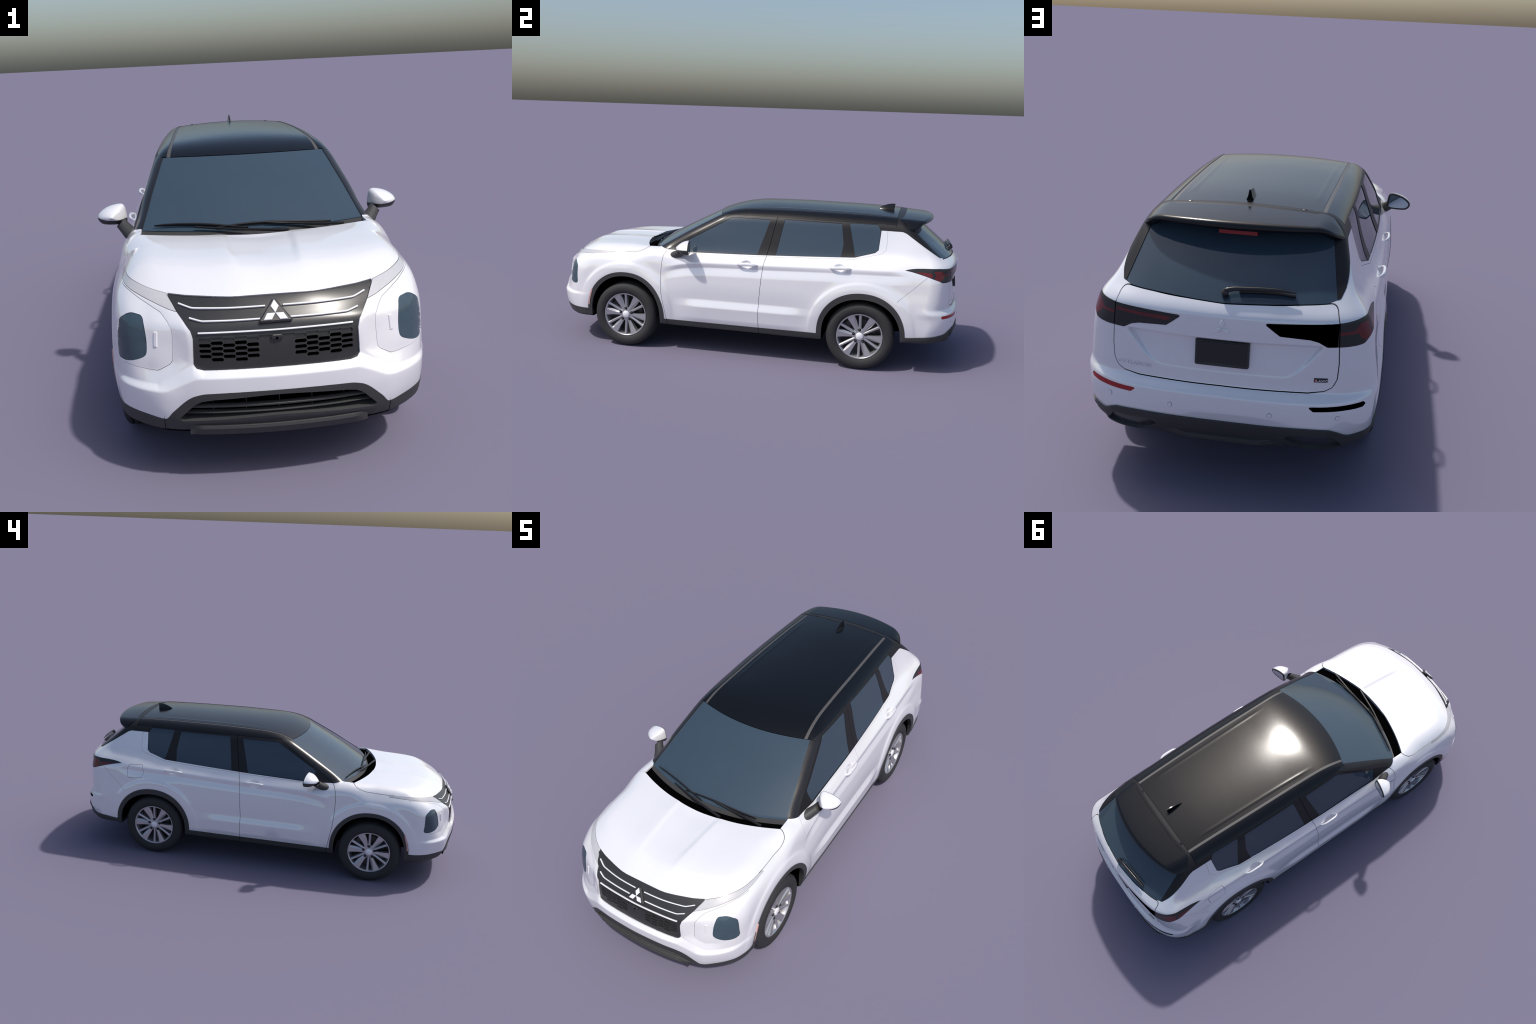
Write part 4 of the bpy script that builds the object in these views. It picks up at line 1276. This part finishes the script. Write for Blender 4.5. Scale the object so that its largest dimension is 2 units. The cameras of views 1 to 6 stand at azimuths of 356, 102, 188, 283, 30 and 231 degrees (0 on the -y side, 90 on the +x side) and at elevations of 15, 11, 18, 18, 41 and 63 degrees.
MN = grad(mirror_fn, MM.V)
MN /= np.linalg.norm(MN, axis=1, keepdims=True)
ml = np.full(len(MM.T), "cap", dtype=object)
ml[split(mc) < 0] = "base"
ml[back_f(mc) > 0] = "base"
ml[(glass_f(mc) < 0) & (back_f(mc) > 0)] = "mirror"
kw = dict(V=MM.V, N=MN, T=MM.T, L=ml)
part("mirror_cap", "cap", "white", .0006, .003, pair=True, **kw)
part("mirror_housing", "base", "plastic", 0, .003, pair=True, **kw)
part("mirror_glass", "mirror", "mirror", -.001, .002, pair=True, **kw)
for sg in (1, -1):
    Vn = []
    for c, (a, b) in (((.352, -.338, .472), (.034, .018)), ((.362, -.332, .476), (.031, .018)), ((.374, -.316, .486), (.026, .016)), ((.388, -.296, .500), (.024, .016))):
        for t in np.linspace(0, 2 * math.pi, 17)[:-1]:
            Vn.append(((c[0] + b * math.cos(t) * .8) * sg, c[1] + a * math.sin(t), c[2] - b * math.cos(t) * .8))
    Fn = [(i * 16 + j, i * 16 + (j + 1) % 16, (i + 1) * 16 + (j + 1) % 16, (i + 1) * 16 + j)[::sg] for i in range(3) for j in range(16)]
    make_object("mirror_stalk", Vn, Fn, "plastic", CAR)

# ------------------------------------------------------------------ door handles
for yh, zh in HANDLES:
    ys = np.linspace(yh - .051, yh + .053, 26)
    q, qn = side_at(np.array([yh - .045, yh + .047]), np.array([zh, zh]))
    t = (ys - yh) / .052
    xx = np.interp(ys, [yh - .045, yh + .047], q[:, 0]) + .0135 * np.clip(1 - np.abs(t) ** 4, 0, 1) - .002
    path = np.stack([xx, ys, zh + .0035 * (1 - t * t) + .0 * ys], 1)
    nr = np.tile([1.0, 0, .18], (26, 1))
    tp = np.clip(1 - np.abs(t) ** 6, .25, 1)
    h1 = sweep_bar(path, nr, .0072, .0048, "door_handle", "white", taper=tp, n_sec=14, square=.75)
    h2 = make_object("door_handle", mirror_x([v.co[:] for v in h1.data.vertices]), [list(p.vertices)[::-1] for p in h1.data.polygons], "white", CAR)
    shade_by_angle(h2, 50)

# ------------------------------------------------------------------ wheels
def empty(name, parent):
    e = bpy.data.objects.new(name, None)
    SCENE.objects.link(e)
    e.parent = parent
    return e

def spoke_mesh(name, stations, parent):
    """stations: r, face x, [(tangent offset, depth below face), ...] around the section."""
    V, n = [], len(stations[0][2])
    for r, xf, sec in stations:
        V += [(xf - d, t, r) for t, d in sec]
    F = [(i * n + j, i * n + (j + 1) % n, (i + 1) * n + (j + 1) % n, (i + 1) * n + j) for i in range(len(stations) - 1) for j in range(n)]
    F += [tuple(range(n))[::-1], tuple(len(V) - n + j for j in range(n))]
    ob = make_object(name, V, F, "silver", parent)
    import bmesh
    bm = bmesh.new()
    bm.from_mesh(ob.data)
    bmesh.ops.recalc_face_normals(bm, faces=bm.faces)
    bm.to_mesh(ob.data)
    bm.free()
    return shade_by_angle(ob, 25)

from mathutils import Matrix
def build_wheel():
    w = empty("wheel", CAR)
    tyre = [(.026, .104), (.040, .1065), (.0455, .1115), (.0490, .121), (.0505, .131), (.0490, .1405), (.0450, .1485), (.0385, .1545), (.0335, .1564)]
    tread = [(.0300, .1568), (.0290, .1530), (.0255, .1530), (.0245, .1572), (.0130, .1575), (.0120, .1535), (.0085, .1535), (.0075, .1575)]
    half = tyre + tread
    lathe(half + [(-a, b) for a, b in half[::-1]], "tyre", "rubber", w, 96)
    lathe([(.0405, .1075), (.0440, .1068), (.0440, .1035), (.0415, .1010), (.0370, .0990), (.020, .0965), (-.010, .0945), (-.045, .0985), (-.046, .104)], "rim", "silver", w, 96)
    lathe([(.0, .0), (.001, .060), (.0, .074), (-.008, .074), (-.008, .095), (-.012, .0955)], "brake_disc", "steel", w, 64)
    lathe([(-.008, .0), (-.009, .098)], "wheel_back", "hole", w, 48)
    lathe([(.018, .036), (.030, .034), (.0335, .026), (.0345, .019), (.0345, .0)], "hub", "silver", w, 48)
    lathe([(.033, .0175), (.0385, .0165), (.0405, .0135), (.0412, .0)], "hub_cap", "chrome", w, 40)
    blade = spoke_mesh("blade_spoke", [
        (.022, .0345, [(-.007, .020), (-.007, .001), (.004, 0), (.009, .006), (.009, .020)]),
        (.045, .0355, [(-.009, .020), (-.009, .001), (.003, 0), (.012, .007), (.012, .020)]),
        (.070, .0385, [(-.012, .022), (-.0115, .001), (.006, 0), (.017, .0075), (.017, .022)]),
        (.090, .0415, [(-.0155, .025), (-.015, .001), (.011, 0), (.018, .006), (.018, .025)]),
        (.1035, .0432, [(-.018, .025), (-.0175, .001), (.0145, 0), (.018, .003), (.018, .025)])], w)
    slim = spoke_mesh("slim_spoke", [
        (.022, .0345, [(-.0075, .020), (-.006, .003), (-.002, 0), (.002, 0), (.006, .003), (.0075, .020)]),
        (.050, .0355, [(-.0075, .020), (-.006, .004), (-.0022, 0), (.0022, 0), (.006, .004), (.0075, .020)]),
        (.080, .0395, [(-.0075, .022), (-.006, .004), (-.0025, 0), (.0025, 0), (.006, .004), (.0075, .022)]),
        (.1035, .0425, [(-.008, .022), (-.0065, .003), (-.003, 0), (.003, 0), (.0065, .003), (.008, .022)])], w)
    for k in range(6):
        ms, mb = Matrix.Rotation(math.radians(60 * k), 4, "X"), Matrix.Rotation(math.radians(60 * k + 26), 4, "X")
        if k == 0:
            slim.matrix_local, blade.matrix_local = ms, mb
        else:
            instance(slim, matrix=ms, parent=w)
            instance(blade, matrix=mb, parent=w)
    ring = lathe([(.0352, .0068), (.0352, .0)], "lug_recess", "hole", w, 16)
    nut = lathe([(.034, .0042), (.0385, .0040), (.0395, .0028), (.0398, .0)], "lug_nut", "steel", w, 12)
    for k in range(5):
        a = math.radians(72 * k)
        mt = Matrix.Translation((0, -.0295 * math.sin(a), .0295 * math.cos(a)))
        for o in (ring, nut):
            if k == 0:
                o.matrix_local = mt
            else:
                instance(o, matrix=mt, parent=w)
    # brake calliper
    Vc, Fc = [], []
    for xx in (-.006, .014):
        for i in range(9):
            a = math.radians(20 + 50 * i / 8)
            for r in (.062, .088):
                Vc.append((xx, -r * math.cos(a) , r * math.sin(a)))
    for i in range(8):
        for s in (0, 18):
            Fc.append((s + 2 * i, s + 2 * i + 1, s + 2 * i + 3, s + 2 * i + 2))
        Fc += [(2 * i, 2 * i + 2, 20 + 2 * i, 18 + 2 * i), (2 * i + 1, 2 * i + 3, 21 + 2 * i, 19 + 2 * i)]
    make_object("brake_calliper", Vc, Fc, "steel", w, smooth=False)
    return w

WHEEL_X = .3355
proto = build_wheel()
bpy.context.view_layer.update()
places = [(WHEEL_X, FRONT_HUB, 0), (WHEEL_X, REAR_HUB, 0), (-WHEEL_X, FRONT_HUB, 1), (-WHEEL_X, REAR_HUB, 1)]
kids = list(proto.children)
for i, (xx, yy, flip) in enumerate(places):
    m = Matrix.Translation((xx, yy, HUB_Z)) @ (Matrix.Rotation(math.pi, 4, "Z") if flip else Matrix.Identity(4))
    if i == 0:
        proto.matrix_local = m
        continue
    w = empty("wheel", CAR)
    w.matrix_local = m
    for k in kids:
        instance(k, matrix=k.matrix_local.copy(), parent=w)

# wheel houses: dark liners following the openings
for k, ((yc, zc, a, b), (yi, zi, ai, bi)) in ARCHES.items():
    th = np.linspace(0, math.pi, 33)
    cs, sn = np.cos(th), np.sin(th)
    prof = [(yi + ai * np.sign(c) * abs(c) ** (2 / 2.15), zi + bi * abs(s) ** (2 / 2.15)) for c, s in zip(cs, sn)]
    ends_z = (.130, .136) if yi < 0 else (.150, .126)
    prof = [(prof[0][0], ends_z[0])] + prof + [(prof[-1][0], ends_z[1])]
    n = len(prof)
    for sg in (1, -1):
        V_ = [(sg * .372, p[0], p[1]) for p in prof] + [(sg * .205, p[0], p[1]) for p in prof]
        F_ = [(i, i + 1, n + i + 1, n + i)[::sg] for i in range(n - 1)] + [tuple(n + i for i in range(n))[::sg]]
        shade_by_angle(make_object("wheel_house", V_, F_, "hole", CAR), 40)
